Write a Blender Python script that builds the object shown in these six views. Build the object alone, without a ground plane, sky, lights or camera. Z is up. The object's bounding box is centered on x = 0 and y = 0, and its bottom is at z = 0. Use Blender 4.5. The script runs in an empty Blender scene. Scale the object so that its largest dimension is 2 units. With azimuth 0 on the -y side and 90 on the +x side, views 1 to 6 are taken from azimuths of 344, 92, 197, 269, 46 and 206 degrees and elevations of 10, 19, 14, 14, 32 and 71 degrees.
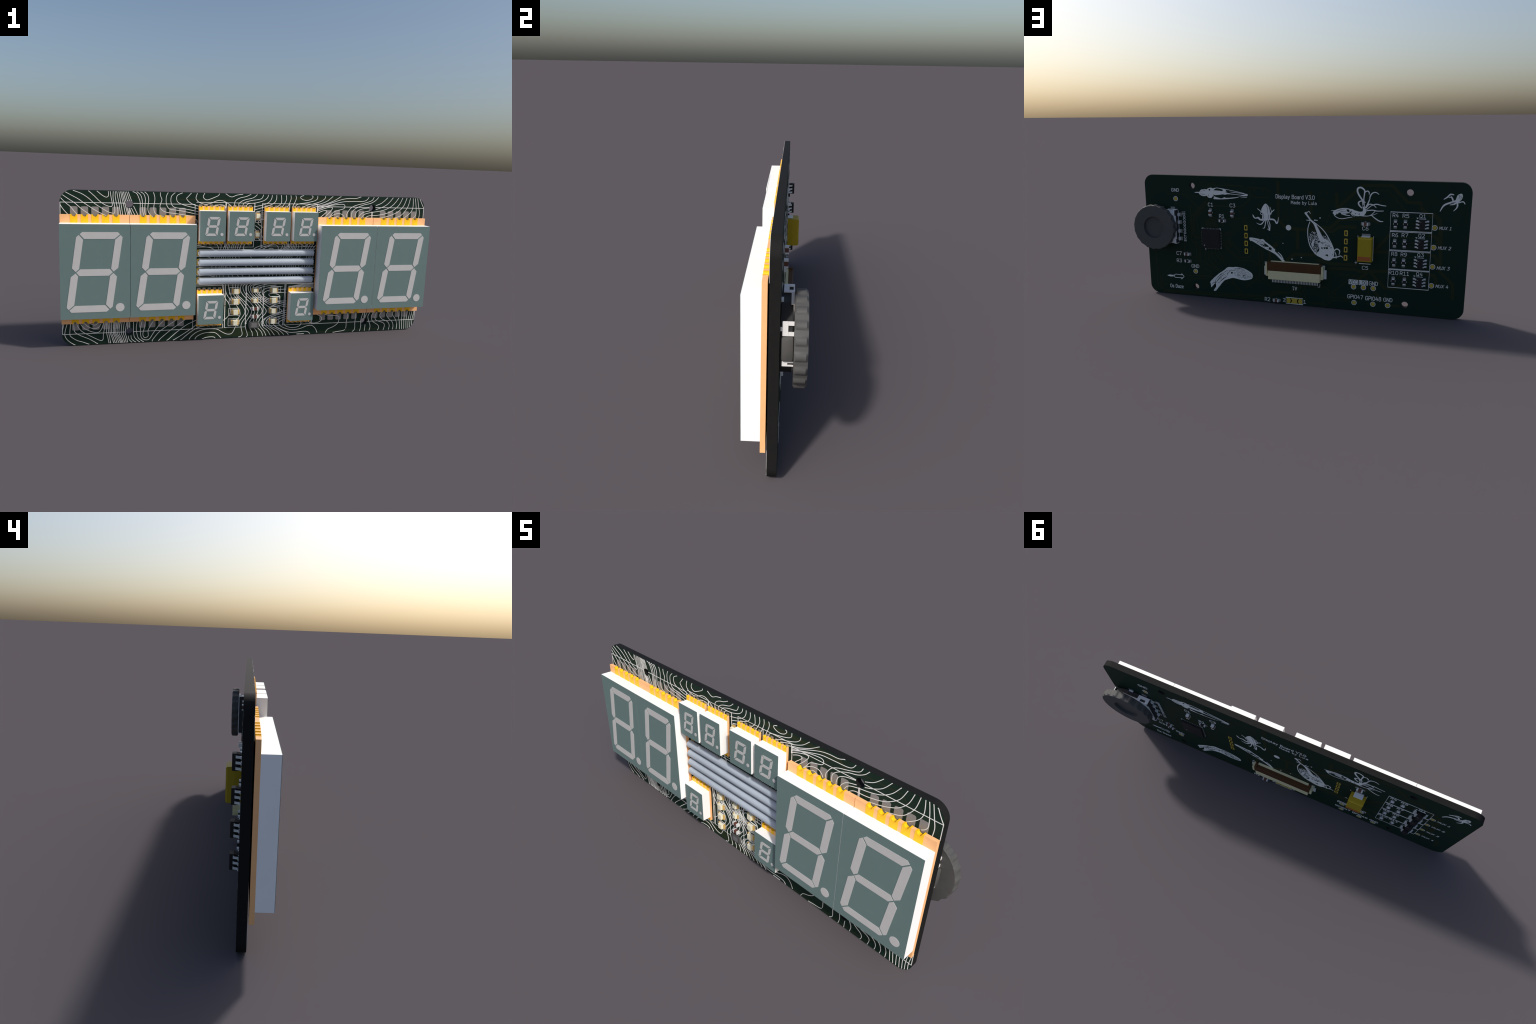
"""A small electronic display board standing on its long edge: a dark green circuit
board with four large and six small seven-segment digits, four light tubes and rows
of lamps on the front, and chips, a ribbon connector, a scroll wheel and printed
cephalopod drawings on the back.  Frame: x along the board, y through it (front is -y)."""
import bpy, bmesh, math, random
from mathutils import Vector, Matrix

random.seed(7)
FRONT, BACK = -1, 1
HALF = 0.0151                      # half of the board thickness
LEFT, RIGHT, TOP = -1.0, 0.9455, 0.7635

# ------------------------------------------------------------------ materials
def material(name, color, rough=0.5, metallic=0.0, vary=0.06, scale=40.0, coat=0.0, bump=0.0, spec=0.5):
    m = bpy.data.materials.new(name)
    m.use_nodes = True
    nt = m.node_tree
    bsdf = nt.nodes["Principled BSDF"]
    coord = nt.nodes.new("ShaderNodeTexCoord")
    noise = nt.nodes.new("ShaderNodeTexNoise")
    noise.inputs["Scale"].default_value = scale
    noise.inputs["Detail"].default_value = 4
    ramp = nt.nodes.new("ShaderNodeValToRGB")
    lo = [c * (1 - vary) for c in color] + [1]
    hi = [min(1, c * (1 + vary)) for c in color] + [1]
    ramp.color_ramp.elements[0].position = .3
    ramp.color_ramp.elements[1].position = .7
    ramp.color_ramp.elements[0].color = lo
    ramp.color_ramp.elements[1].color = hi
    nt.links.new(coord.outputs["Object"], noise.inputs["Vector"])
    nt.links.new(noise.outputs["Fac"], ramp.inputs["Fac"])
    nt.links.new(ramp.outputs["Color"], bsdf.inputs["Base Color"])
    bsdf.inputs["Roughness"].default_value = rough
    bsdf.inputs["Metallic"].default_value = metallic
    bsdf.inputs["Coat Weight"].default_value = coat
    bsdf.inputs["Specular IOR Level"].default_value = spec
    if bump:
        b = nt.nodes.new("ShaderNodeBump")
        b.inputs["Strength"].default_value = bump
        b.inputs["Distance"].default_value = .001
        nt.links.new(noise.outputs["Fac"], b.inputs["Height"])
        nt.links.new(b.outputs["Normal"], bsdf.inputs["Normal"])
    return m

M = dict(
    mask=material("green_solder_mask", (.0108, .0270, .0185), .6, vary=.14, scale=260, spec=.12),
    core=material("dark_board_edge", (.0115, .0115, .0115), .75, vary=.1, scale=120, spec=.12),
    trace=material("masked_copper", (.0245, .034, .0150), .6, vary=.1, scale=200, spec=.12),
    silk=material("white_ink", (.80, .80, .785), .7, vary=.04, scale=150, spec=.2),
    solder=material("dull_solder", (.24, .23, .225), .5, vary=.06, scale=90),
    hole=material("drill_shadow_black", (.004, .004, .004), .9, vary=0),
    gold=material("gold_plating", (1.0, .56, .010), .45, vary=.05, scale=60, spec=.3),
    test=material("gilded_test_point", (.52, .38, .05), .45, vary=.05, scale=90, spec=.3),
    tan=material("tan_laminate", (1.0, .52, .235), .6, vary=.03, scale=50, spec=.3),
    white=material("white_plastic", (.985, .985, .985), .5, vary=.01, scale=20, spec=.3),
    panel=material("grey_green_panel", (.145, .215, .21), .6, vary=.02, scale=30, spec=.25),
    segment=material("pale_grey_diffuser", (.56, .55, .55), .5, vary=.02, scale=40, spec=.3),
    tube=material("milky_silicone", (.40, .455, .525), .4, vary=.03, scale=25, spec=.3),
    tin=material("tinned_metal", (.72, .74, .74), .4, vary=.04, scale=80),
    lamp=material("cream_lens", (.82, .79, .62), .4, vary=.03, scale=60),
    lampbody=material("lamp_substrate", (.70, .70, .64), .5, vary=.03, scale=60),
    lampgold=material("lamp_end_gold", (.62, .42, .13), .4, vary=.06, scale=80),
    brown=material("ceramic_brown", (.13, .05, .035), .55, vary=.08, scale=90),
    black=material("chip_black", (.013, .013, .015), .55, vary=.15, scale=120, spec=.3),
    dot=material("chip_mark", (.30, .31, .30), .6),
    greychip=material("grey_chip", (.085, .085, .085), .5, vary=.08, scale=90, spec=.3),
    greypad=material("grey_chip_window", (.17, .17, .17), .5, vary=.05, scale=90, spec=.3),
    wheel=material("charcoal_wheel", (.080, .080, .079), .6, vary=.05, scale=45, spec=.25, bump=.1),
    encoder=material("encoder_black", (.035, .035, .037), .6, vary=.1, scale=90, spec=.25),
    steel=material("bright_steel", (.78, .78, .79), .45, vary=.03, scale=70),
    tantalum=material("mustard_case", (.41, .295, .012), .5, vary=.03, scale=50, spec=.3),
    band=material("orange_band", (.42, .115, .03), .5, vary=.05, scale=70, spec=.3),
    cream=material("cream_housing", (.72, .66, .40), .5, vary=.03, scale=60, spec=.3),
    latch=material("brown_latch", (.080, .032, .009), .5, vary=.08, scale=70, spec=.3),
)

# ------------------------------------------------------------------ scene tree
root = bpy.data.objects.new("digit_display_board", None)
bpy.context.collection.objects.link(root)
root["label"] = "green circuit board with seven-segment digits, light tubes and scroll wheel"
root["category"] = "circuit board"

def place(name, mesh, parent=None, loc=(0, 0, 0), kind=None):
    o = bpy.data.objects.new(name, mesh)
    bpy.context.collection.objects.link(o)
    o.parent = parent or root
    o.location = loc
    if kind:
        o["kind"] = kind
    return o

def mesh_from(bm, name, mats, smooth=None):
    bmesh.ops.recalc_face_normals(bm, faces=bm.faces[:])
    me = bpy.data.meshes.new(name)
    if smooth is not None:
        for f in bm.faces:
            f.smooth = True
        for e in bm.edges:
            if len(e.link_faces) == 2 and e.calc_face_angle(0) > math.radians(smooth):
                e.smooth = False
    bm.to_mesh(me)
    bm.free()
    for m in (mats if isinstance(mats, (list, tuple)) else [mats]):
        me.materials.append(m)
    return me

def add_box(bm, x0, x1, y0, y1, z0, z1, mat=0, bevel=0.0):
    r = bmesh.ops.create_cube(bm, size=1)
    vs = r["verts"]
    for v in vs:
        v.co = Vector(((x0 + x1) / 2 + v.co.x * (x1 - x0), (y0 + y1) / 2 + v.co.y * (y1 - y0), (z0 + z1) / 2 + v.co.z * (z1 - z0)))
    fs = {f for v in vs for f in v.link_faces}
    for f in fs:
        f.material_index = mat
    if bevel:
        es = list({e for v in vs for e in v.link_edges})
        r = bmesh.ops.bevel(bm, geom=es, offset=bevel, segments=2, affect='EDGES', profile=.5)
        for f in r["faces"]:
            f.material_index = mat

def box_mesh(name, mat, x, y, z, bevel=0.0):
    bm = bmesh.new()
    add_box(bm, *x, *y, *z, 0, bevel)
    return mesh_from(bm, name, mat, 40 if bevel else None)

def add_prism(bm, pts, y0, y1, mat=0):
    """Extrude a polygon drawn in (x, z) from y0 to y1."""
    a = [bm.verts.new((x, y0, z)) for x, z in pts]
    b = [bm.verts.new((x, y1, z)) for x, z in pts]
    fs = [bm.faces.new(a), bm.faces.new(b[::-1])]
    n = len(pts)
    for i in range(n):
        fs.append(bm.faces.new((a[i], b[i], b[(i + 1) % n], a[(i + 1) % n])))
    for f in fs:
        f.material_index = mat
    return fs

def prism_mesh(name, mat, pts, y0, y1):
    bm = bmesh.new()
    add_prism(bm, pts, y0, y1)
    bmesh.ops.triangulate(bm, faces=[f for f in bm.faces if len(f.verts) > 4])
    return mesh_from(bm, name, mat)

def circle(cx, cz, r, n=32, a0=0.0, a1=2 * math.pi):
    full = abs(a1 - a0 - 2 * math.pi) < 1e-6
    k = n if full else n + 1
    return [(cx + r * math.cos(a0 + (a1 - a0) * i / n), cz + r * math.sin(a0 + (a1 - a0) * i / n)) for i in range(k)]

def rounded_rect(x0, x1, z0, z1, r, n=8):
    pts = []
    for cx, cz, a in ((x1 - r, z1 - r, 0), (x0 + r, z1 - r, 90), (x0 + r, z0 + r, 180), (x1 - r, z0 + r, 270)):
        pts += circle(cx, cz, r, n, math.radians(a), math.radians(a + 90))
    return pts

def smooth_path(pts, closed=False, step=5):
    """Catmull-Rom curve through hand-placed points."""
    n = len(pts)
    if n < 3 and not closed:
        return list(pts)
    out = []
    for i in range(n if closed else n - 1):
        p = [pts[(i + k) % n] if closed else pts[min(max(i + k, 0), n - 1)] for k in (-1, 0, 1, 2)]
        for s in range(step):
            t = s / step
            out.append(tuple(.5 * (2 * b + (c - a) * t + (2 * a - 5 * b + 4 * c - d) * t * t + (3 * b - a - 3 * c + d) * t ** 3)
                             for a, b, c, d in zip(*p)))
    if not closed:
        out.append(tuple(pts[-1]))
    return out

def keep_on_board(p, margin=.0022, r=.0575):
    """Pull a printed point back inside the rounded outline of the board."""
    x, z = min(max(p[0], LEFT + margin), RIGHT - margin), min(max(p[1], margin), TOP - margin)
    cx, cz = min(max(x, LEFT + r), RIGHT - r), min(max(z, r), TOP - r)
    d = math.hypot(x - cx, z - cz)
    if d > r - margin:
        x, z = cx + (x - cx) * (r - margin) / d, cz + (z - cz) * (r - margin) / d
    return x, z

# ------------------------------------------------------------------ flat print on the board
class Print:
    """Collects thin raised ink or copper shapes lying on one face of the board."""
    def __init__(self, side, level):
        self.bm, self.side, self.level, self.n = bmesh.new(), side, level, 0

    def height(self):
        self.n += 1
        return self.side * (HALF + self.level + (self.n % 150) * 4e-6)

    def ribbon(self, pts, widths, closed=False, mat=0):
        pts = [keep_on_board(p) for p in pts]
        y1, y0 = self.height(), self.side * (HALF - .0004)
        n = len(pts)
        prev = None
        first = None
        for i, (x, z) in enumerate(pts):
            a = pts[i - 1] if (i or closed) else pts[0]
            b = pts[(i + 1) % n] if (i < n - 1 or closed) else pts[-1]
            tx, tz = b[0] - a[0], b[1] - a[1]
            l = math.hypot(tx, tz) or 1
            w = widths[i] / 2 if isinstance(widths, list) else widths / 2
            if closed or 0 < i < n - 1:           # keep the width through sharp bends
                ux, uz = x - a[0], z - a[1]
                ul = math.hypot(ux, uz) or 1
                w /= max(.6, abs((ux * tx + uz * tz) / (ul * l)))
            nx, nz = -tz / l * w, tx / l * w
            ring = [self.bm.verts.new(c) for c in ((x + nx, y0, z + nz), (x + nx, y1, z + nz), (x - nx, y1, z - nz), (x - nx, y0, z - nz))]
            if prev:
                for k in range(3):
                    self.bm.faces.new((prev[k], prev[k + 1], ring[k + 1], ring[k])).material_index = mat
            else:
                first = ring
            prev = ring
        if closed:
            for k in range(3):
                self.bm.faces.new((prev[k], prev[k + 1], first[k + 1], first[k])).material_index = mat
        else:
            for r in (first, prev):
                self.bm.faces.new(r).material_index = mat

    def area(self, pts, mat=0, lift=0.0):
        y1, y0 = self.height() + self.side * lift, self.side * (HALF - .0004)
        fs = add_prism(self.bm, pts, y0, y1, mat)
        bmesh.ops.triangulate(self.bm, faces=fs[:2])

    def finish(self, name, mats, parent, kind=None):
        return place(name, mesh_from(self.bm, name, mats), parent, kind=kind)

# ------------------------------------------------------------------ the board
HOLES = [(-.679, .7015), (.6225, .7015), (-.679, .0595), (.6225, .0595)]
SLOT_Z = [.4590, .4107, .3625, .3143]
SLOT_X = [-.3330, .2770]

def board_mesh():
    cu = bpy.data.curves.new("board_outline", 'CURVE')
    cu.dimensions, cu.fill_mode, cu.extrude = '2D', 'BOTH', HALF
    loops = [rounded_rect(LEFT, RIGHT, 0, TOP, .0575, 14)]
    loops += [circle(x, z, .0190, 36) for x, z in HOLES]
    loops += [rounded_rect(x - .0045, x + .0045, z - .0105, z + .0105, .0044, 5) for x in SLOT_X for z in SLOT_Z]
    for pts in loops:
        s = cu.splines.new('POLY')
        s.points.add(len(pts) - 1)
        for p, (x, z) in zip(s.points, pts):
            p.co = (x, z, 0, 1)
        s.use_cyclic_u = True
    ob = bpy.data.objects.new("board_outline", cu)
    bpy.context.collection.objects.link(ob)
    bpy.context.view_layer.update()
    me = bpy.data.meshes.new_from_object(ob.evaluated_get(bpy.context.evaluated_depsgraph_get()))
    bpy.data.objects.remove(ob)
    bm = bmesh.new()
    bm.from_mesh(me)
    bpy.data.meshes.remove(me)
    bmesh.ops.transform(bm, matrix=Matrix.Rotation(math.radians(90), 4, 'X'), verts=bm.verts[:])
    bmesh.ops.remove_doubles(bm, verts=bm.verts[:], dist=1e-6)
    bmesh.ops.recalc_face_normals(bm, faces=bm.faces[:])
    for f in bm.faces:
        f.material_index = 0 if abs(f.normal.y) > .9 else 1
        f.smooth = False
    return mesh_from(bm, "board", [M["mask"], M["core"]])

board = place("board", board_mesh())

# copper under the mask, drilled vias
copper = {FRONT: Print(FRONT, .00010), BACK: Print(BACK, .00010)}
drill = {FRONT: Print(FRONT, .00075), BACK: Print(BACK, .00075)}

def trace(width, *pts, side=BACK):
    copper[side].ribbon(list(pts), width)

def vias(*pts, side=BACK):
    for x, z in pts:
        copper[side].area(circle(x, z, .0062, 14))
        drill[side].area(circle(x, z, .0026, 10))

trace(.0045, (.785, .648), (.670, .648), (.585, .566))
trace(.0045, (.479, .724), (.500, .723), (.532, .690), (.533, .614), (.634, .517), (.634, .394), (.615, .378), (.571, .378))
trace(.0045, (.286, .688), (.301, .710), (.496, .711), (.520, .689), (.521, .613), (.623, .517), (.627, .407), (.613, .388), (.570, .388))
trace(.0045, (.510, .619), (.511, .607), (.613, .514), (.616, .419), (.591, .401), (.570, .398))
trace(.0045, (.126, .687), (.143, .700), (.258, .702), (.276, .687))
trace(.0045, (.248, .686), (.247, .636), (.300, .586), (.507, .584), (.598, .515), (.598, .432), (.569, .408))
trace(.0045, (.136, .646), (.226, .646), (.247, .666))
trace(.0045, (.638, .573), (.640, .362), (.623, .345), (.594, .345), (.571, .368))
trace(.0045, (.502, .519), (.473, .509), (.298, .514), (.169, .390), (.142, .357))
trace(.0045, (.526, .448), (.542, .463), (.536, .494))
trace(.0045, (.517, .448), (.532, .463), (.531, .497))
trace(.0045, (.509, .449), (.523, .464), (.526, .499))
trace(.0045, (.500, .449), (.512, .464), (.521, .502))
trace(.0045, (.492, .449), (.503, .465), (.516, .504))
trace(.0045, (.484, .450), (.492, .465), (.511, .507))
trace(.0045, (.475, .450), (.482, .466), (.505, .510))
trace(.0045, (.467, .451), (.473, .466), (.500, .512))
trace(.0045, (.459, .451), (.463, .467), (.495, .515))
trace(.0045, (.443, .409), (.423, .409), (.398, .425), (.378, .420))
trace(.0045, (.443, .396), (.424, .397), (.398, .408), (.378, .403))
trace(.0045, (.444, .383), (.424, .384), (.399, .390), (.379, .385))
trace(.0045, (.444, .370), (.424, .372), (.400, .372), (.379, .368))
trace(.0045, (.445, .357), (.425, .359), (.400, .355), (.380, .350))
trace(.0045, (.445, .344), (.425, .346), (.401, .337), (.380, .332))
trace(.0045, (.897, .285), (.897, .055), (.850, .014), (.458, .021), (.302, .025), (.158, .028))
trace(.0045, (.861, .117), (.860, .032), (.836, .022), (.449, .032), (.158, .036))
trace(.0045, (.874, .120), (.876, .031), (.852, .007), (.162, .017))
trace(.0045, (.719, .337), (.719, .256), (.856, .117))
trace(.0045, (.690, .351), (.694, .229))
trace(.0045, (.607, .328), (.614, .222), (.575, .180), (.548, .176))
trace(.0045, (.590, .333), (.597, .232), (.553, .190), (.512, .157), (.511, .134), (.704, .131))
trace(.0045, (.579, .326), (.584, .233), (.452, .173))
trace(.0045, (.548, .312), (.554, .225))
trace(.0045, (.529, .313), (.530, .245), (.456, .177))
trace(.0045, (.510, .314), (.510, .266), (.483, .240))
trace(.0045, (.481, .316), (.480, .280), (.401, .206), (.376, .135), (.376, .114), (.302, .035), (.166, .037))
trace(.0045, (.462, .317), (.460, .297), (.423, .242))
trace(.0045, (.444, .346), (.417, .342), (.333, .272), (.263, .277), (.230, .309), (.229, .351))
trace(.0045, (.444, .338), (.420, .330), (.335, .256), (.227, .256), (.203, .232))
trace(.0045, (.446, .354), (.392, .361), (.363, .355), (.326, .302))
trace(.0045, (.842, .057), (.788, .060))
trace(.0045, (.561, .115), (.650, .113), (.703, .060))
trace(.0045, (.198, .326), (.201, .232))
trace(.0045, (.182, .335), (.183, .265), (.193, .252), (.193, .161), (.276, .088))
trace(.0045, (.170, .336), (.173, .151), (.133, .103))
trace(.0045, (-.030, .140), (-.030, .114), (.009, .069), (.096, .082), (.133, .054), (.133, .030))
trace(.0045, (-.041, .141), (-.041, .115), (-.003, .074), (.100, .073), (.128, .049), (.128, .031))
trace(.0045, (-.052, .142), (-.052, .116), (-.015, .078), (.104, .063), (.123, .044), (.123, .031))
trace(.0045, (-.063, .143), (-.063, .117), (-.026, .082), (.109, .054), (.118, .039), (.118, .032))
trace(.0045, (-.074, .144), (-.074, .118), (-.038, .086), (.113, .045), (.114, .034), (.114, .032))
trace(.0045, (-.077, .140), (-.092, .129), (-.091, .098), (-.061, .076), (-.026, .073))
trace(.0045, (-.085, .082), (-.093, .047), (-.116, .021), (-.227, .019), (-.257, .048), (-.377, .052))
trace(.0045, (-.100, .134), (-.112, .121), (-.222, .125), (-.235, .111), (-.238, .076), (-.249, .067), (-.380, .069))
trace(.0045, (-.249, .088), (-.389, .215))
trace(.0045, (-.304, .216), (-.325, .204), (-.356, .214))
trace(.0045, (-.343, .060), (-.415, .138))
trace(.0045, (-.451, .207), (-.467, .189), (-.472, .108), (-.497, .061))
trace(.0045, (-.283, .267), (-.447, .275))
trace(.018, (.073, .746), (.071, .516), (.023, .470), (-.254, .464), (-.293, .494), (-.390, .496))
trace(.018, (-.047, .462), (-.046, .346))
trace(.018, (-.123, .687), (-.128, .500), (-.151, .483), (-.243, .486), (-.300, .541), (-.466, .549), (-.516, .532))
trace(.018, (-.275, .687), (-.277, .601))
trace(.018, (-.281, .601), (-.419, .733), (-.582, .738), (-.670, .648), (-.740, .649), (-.743, .617), (-.776, .591), (-.815, .589), (-.843, .560), (-.862, .309))
trace(.018, (.080, .374), (.125, .331), (.130, .253))
trace(.018, (.024, .268), (-.019, .313), (-.163, .319))
trace(.018, (-.160, .289), (-.246, .272), (-.396, .275))
trace(.018, (-.228, .244), (-.393, .249), (-.419, .238), (-.589, .253))
trace(.018, (-.473, .244), (-.562, .150), (-.621, .152), (-.648, .180))
trace(.018, (-.469, .244), (-.392, .170))
trace(.018, (-.853, .498), (-.858, .273), (-.932, .200), (-.937, .115))
trace(.012, (-.583, .050), (-.654, .049))
trace(.012, (-.502, .126), (-.576, .050))
trace(.018, (-.786, .581), (-.826, .573), (-.841, .542), (-.823, .517))
trace(.0045, (-.621, .560), (-.711, .560))
trace(.0045, (-.666, .530), (-.720, .531))
trace(.0045, (-.667, .509), (-.721, .510))
trace(.018, (-.787, .473), (-.827, .465), (-.842, .435), (-.824, .409))
trace(.0045, (-.620, .450), (-.712, .452))
trace(.0045, (-.666, .421), (-.720, .422))
trace(.0045, (-.667, .399), (-.721, .401))
trace(.018, (-.788, .364), (-.829, .356), (-.844, .325), (-.825, .299))
trace(.0045, (-.620, .338), (-.712, .341))
trace(.0045, (-.666, .309), (-.720, .311))
trace(.0045, (-.667, .287), (-.721, .289))
trace(.018, (-.789, .252), (-.830, .245), (-.845, .213), (-.827, .186))
trace(.0045, (-.619, .224), (-.712, .228))
trace(.0045, (-.666, .195), (-.721, .198))
trace(.0045, (-.667, .173), (-.722, .176))
trace(.018, (-.500, .367), (-.580, .466))
trace(.018, (-.494, .360), (-.581, .364))
trace(.0045, (-.497, .711), (-.516, .708), (-.565, .708), (-.617, .650), (-.663, .600))
trace(.012, (-.327, .600), (-.327, .603))
trace(.004, (-.888, .687), (-.885, .711), (-.854, .740), (-.653, .740), (-.632, .722), side=FRONT)
trace(.004, (-.837, .688), (-.805, .725), (-.764, .724), side=FRONT)
trace(.004, (-.376, .652), (-.380, .699), (-.455, .710), (-.439, .728), (-.150, .732), side=FRONT)
trace(.004, (-.410, .064), (.030, .044), (.172, .045), side=FRONT)
trace(.004, (-.404, .057), (.030, .039), (.173, .040), side=FRONT)
trace(.004, (-.397, .050), (.030, .033), (.173, .035), side=FRONT)
trace(.004, (-.390, .044), (.031, .027), (.173, .030), side=FRONT)
trace(.004, (-.384, .037), (.031, .022), (.174, .025), side=FRONT)
trace(.004, (-.377, .030), (.031, .016), (.174, .020), side=FRONT)
trace(.004, (-.370, .024), (.031, .010), (.174, .015), side=FRONT)
trace(.004, (-.364, .017), (.032, .005), (.174, .010), side=FRONT)
trace(.004, (-.195, .160), (-.160, .132), side=FRONT)
trace(.004, (.312, .103), (.358, .067), side=FRONT)
trace(.004, (.403, .013), (.460, .065), side=FRONT)
trace(.004, (.351, .008), (.741, .014), (.789, .059), side=FRONT)
trace(.016, (.143, .745), (.530, .748), (.563, .718), side=FRONT)
trace(.004, (.550, .737), (.786, .739), (.851, .681), side=FRONT)
trace(.004, (.466, .649), (.462, .703), (.477, .723), side=FRONT)
trace(.004, (.394, .709), (.413, .685), side=FRONT)
trace(.004, (.655, .651), (.656, .692), side=FRONT)

vias((.612, .740), (.785, .648), (.737, .587), (.638, .574), (.479, .724), (.276, .687), (.248, .687), (.221, .689), (.166, .687), (.125, .687), (.388, .696), (.136, .646), (.409, .621), (.474, .532), (.311, .554), (.499, .497), (.486, .487), (.534, .470), (.564, .458), (.348, .498), (.276, .520), (.424, .470), (.355, .438), (.382, .420), (.378, .392), (.388, .377), (.374, .342), (.326, .301), (.603, .406), (.612, .356), (.611, .330), (.632, .253), (.193, .602))
vias((.074, .745), (.071, .687), (.015, .687), (-.098, .687), (-.124, .688), (-.179, .687), (-.220, .687), (-.275, .687), (-.330, .687), (-.499, .714), (-.518, .649), (-.199, .647), (.016, .577), (-.027, .572), (-.098, .585), (-.028, .539), (.042, .519), (.015, .519), (-.032, .513), (-.071, .519), (-.174, .555), (-.232, .553), (-.220, .519), (-.389, .496), (-.517, .532), (-.265, .444), (-.046, .348), (.081, .376), (.140, .399), (.198, .325), (.166, .447), (-.027, .668))
vias((.875, .172), (.554, .225), (.548, .176), (.511, .134), (.559, .115), (.483, .240), (.423, .242), (.846, .057), (.415, .103), (.354, .062), (.276, .088), (.203, .234), (.191, .162), (.200, .136), (.195, .089), (.163, .038), (.248, .088))
vias((-.026, .295), (-.159, .289), (-.201, .293), (.080, .106), (.194, .089), (.010, .126), (.021, .116), (.027, .104), (-.027, .073), (-.016, .054), (-.068, .070), (-.069, .055), (.099, .055), (-.152, .087), (-.220, .089), (-.232, .043), (-.204, .031), (-.275, .088), (-.248, .088), (-.132, .125), (-.213, .125), (-.248, .225), (-.235, .211), (-.304, .216), (-.356, .215), (-.389, .215), (-.423, .238), (-.451, .208), (-.421, .111), (-.566, .111), (-.543, .208), (-.472, .045), (-.408, .016))
vias((-.936, .144), (-.936, .115), (-.543, .208), (-.646, .049), (-.565, .110), (-.791, .203), (-.791, .312), (-.790, .422), (-.791, .533), (-.694, .367), (-.695, .477))
vias((-.742, .649), (-.742, .630), (-.613, .647), (-.499, .714), (-.680, .578))
vias((.478, .725), side=FRONT)
vias((-.232, .042), (-.204, .032), (-.408, .015), (-.381, .073), (-.073, .224), (.019, .215), (-.188, .176), (.022, .113), (.136, .155), side=FRONT)

for side, n in ((FRONT, "copper_traces"), (BACK, "copper_traces")):
    copper[side].finish(n, M["trace"], board, "stuff")
    drill[side].finish("via_holes", M["hole"], board, "stuff")

# contour map printed on the front
contours, outlines = Print(FRONT, .0008), Print(FRONT, .0006)

def contour(*pts, width=.0026):
    contours.ribbon(smooth_path(pts), width)

def outline(*pts, closed=False, width=.0026):
    outlines.ribbon(list(pts), width, closed)

contour((-.999, .696), (-.984, .672), (-.964, .648), (-.954, .633))
contour((-.996, .727), (-.975, .705), (-.952, .685), (-.937, .666), (-.922, .648), (-.909, .627))
contour((-.988, .741), (-.958, .720), (-.933, .703), (-.900, .674), (-.863, .648), (-.840, .634))
contour((-.974, .754), (-.952, .742), (-.916, .722), (-.888, .702), (-.863, .685), (-.828, .663), (-.785, .642))
contour((-.939, .762), (-.902, .748), (-.871, .728), (-.845, .704), (-.811, .681), (-.779, .662), (-.753, .656), (-.748, .664), (-.749, .687), (-.756, .730), (-.755, .762))
contour((-.870, .762), (-.845, .740), (-.817, .712), (-.794, .696), (-.770, .688), (-.761, .691), (-.760, .704), (-.766, .737), (-.769, .762))
contour((-.831, .762), (-.811, .745), (-.793, .734), (-.782, .734), (-.777, .743), (-.778, .762))
contour((-.745, .763), (-.746, .738), (-.740, .702), (-.734, .672), (-.734, .641))
contour((-.739, .763), (-.734, .732), (-.728, .702), (-.719, .642))
contour((-.729, .763), (-.724, .732), (-.718, .696), (-.710, .642))
contour((-.721, .763), (-.715, .732), (-.706, .693), (-.696, .642))
contour((-.715, .763), (-.709, .736), (-.698, .692), (-.685, .642))
contour((-.708, .763), (-.702, .736), (-.696, .713))
contour((-.691, .685), (-.679, .642))
contour((-.701, .763), (-.691, .725), (-.688, .716))
contour((-.678, .680), (-.664, .642))
contour((-.693, .763), (-.679, .718))
contour((-.670, .682), (-.650, .642))
contour((-.685, .762), (-.669, .717))
contour((-.660, .693), (-.636, .643))
contour((-.664, .763), (-.645, .753), (-.635, .734), (-.628, .710), (-.628, .673), (-.624, .649), (-.617, .637))
contour((-.645, .763), (-.626, .746), (-.618, .719), (-.617, .689), (-.615, .664), (-.608, .641))
contour((-.626, .762), (-.610, .750), (-.603, .726), (-.605, .698), (-.606, .667), (-.601, .643))
contour((-.607, .763), (-.592, .747), (-.587, .723), (-.590, .698), (-.590, .671), (-.580, .652), (-.563, .638))
contour((-.565, .762), (-.558, .739), (-.558, .717), (-.562, .693), (-.559, .665), (-.544, .651), (-.511, .642))
contour((-.531, .762), (-.530, .745), (-.523, .726), (-.529, .706), (-.532, .690), (-.523, .675), (-.501, .664), (-.464, .659), (-.379, .648))
contour((-.492, .762), (-.501, .743), (-.502, .712), (-.495, .691), (-.480, .679), (-.433, .673), (-.386, .664), (-.338, .655))
contour((-.458, .762), (-.476, .744), (-.479, .719), (-.471, .697), (-.452, .687), (-.415, .683), (-.370, .675), (-.339, .669))
contour((-.421, .762), (-.445, .750), (-.451, .735), (-.445, .716), (-.421, .704), (-.387, .694), (-.339, .684))
contour((-.377, .762), (-.395, .742), (-.401, .734), (-.390, .719), (-.365, .704), (-.330, .695))
contour((-.347, .762), (-.354, .740), (-.349, .726), (-.333, .714), (-.305, .707), (-.276, .713), (-.251, .724), (-.228, .728), (-.205, .722), (-.185, .710), (-.170, .698))
contour((-.309, .763), (-.317, .748), (-.313, .736), (-.299, .729), (-.280, .734), (-.254, .745), (-.239, .753), (-.235, .763))
contour((-.203, .763), (-.183, .750), (-.167, .747), (-.148, .755), (-.131, .759), (-.112, .762))
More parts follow.
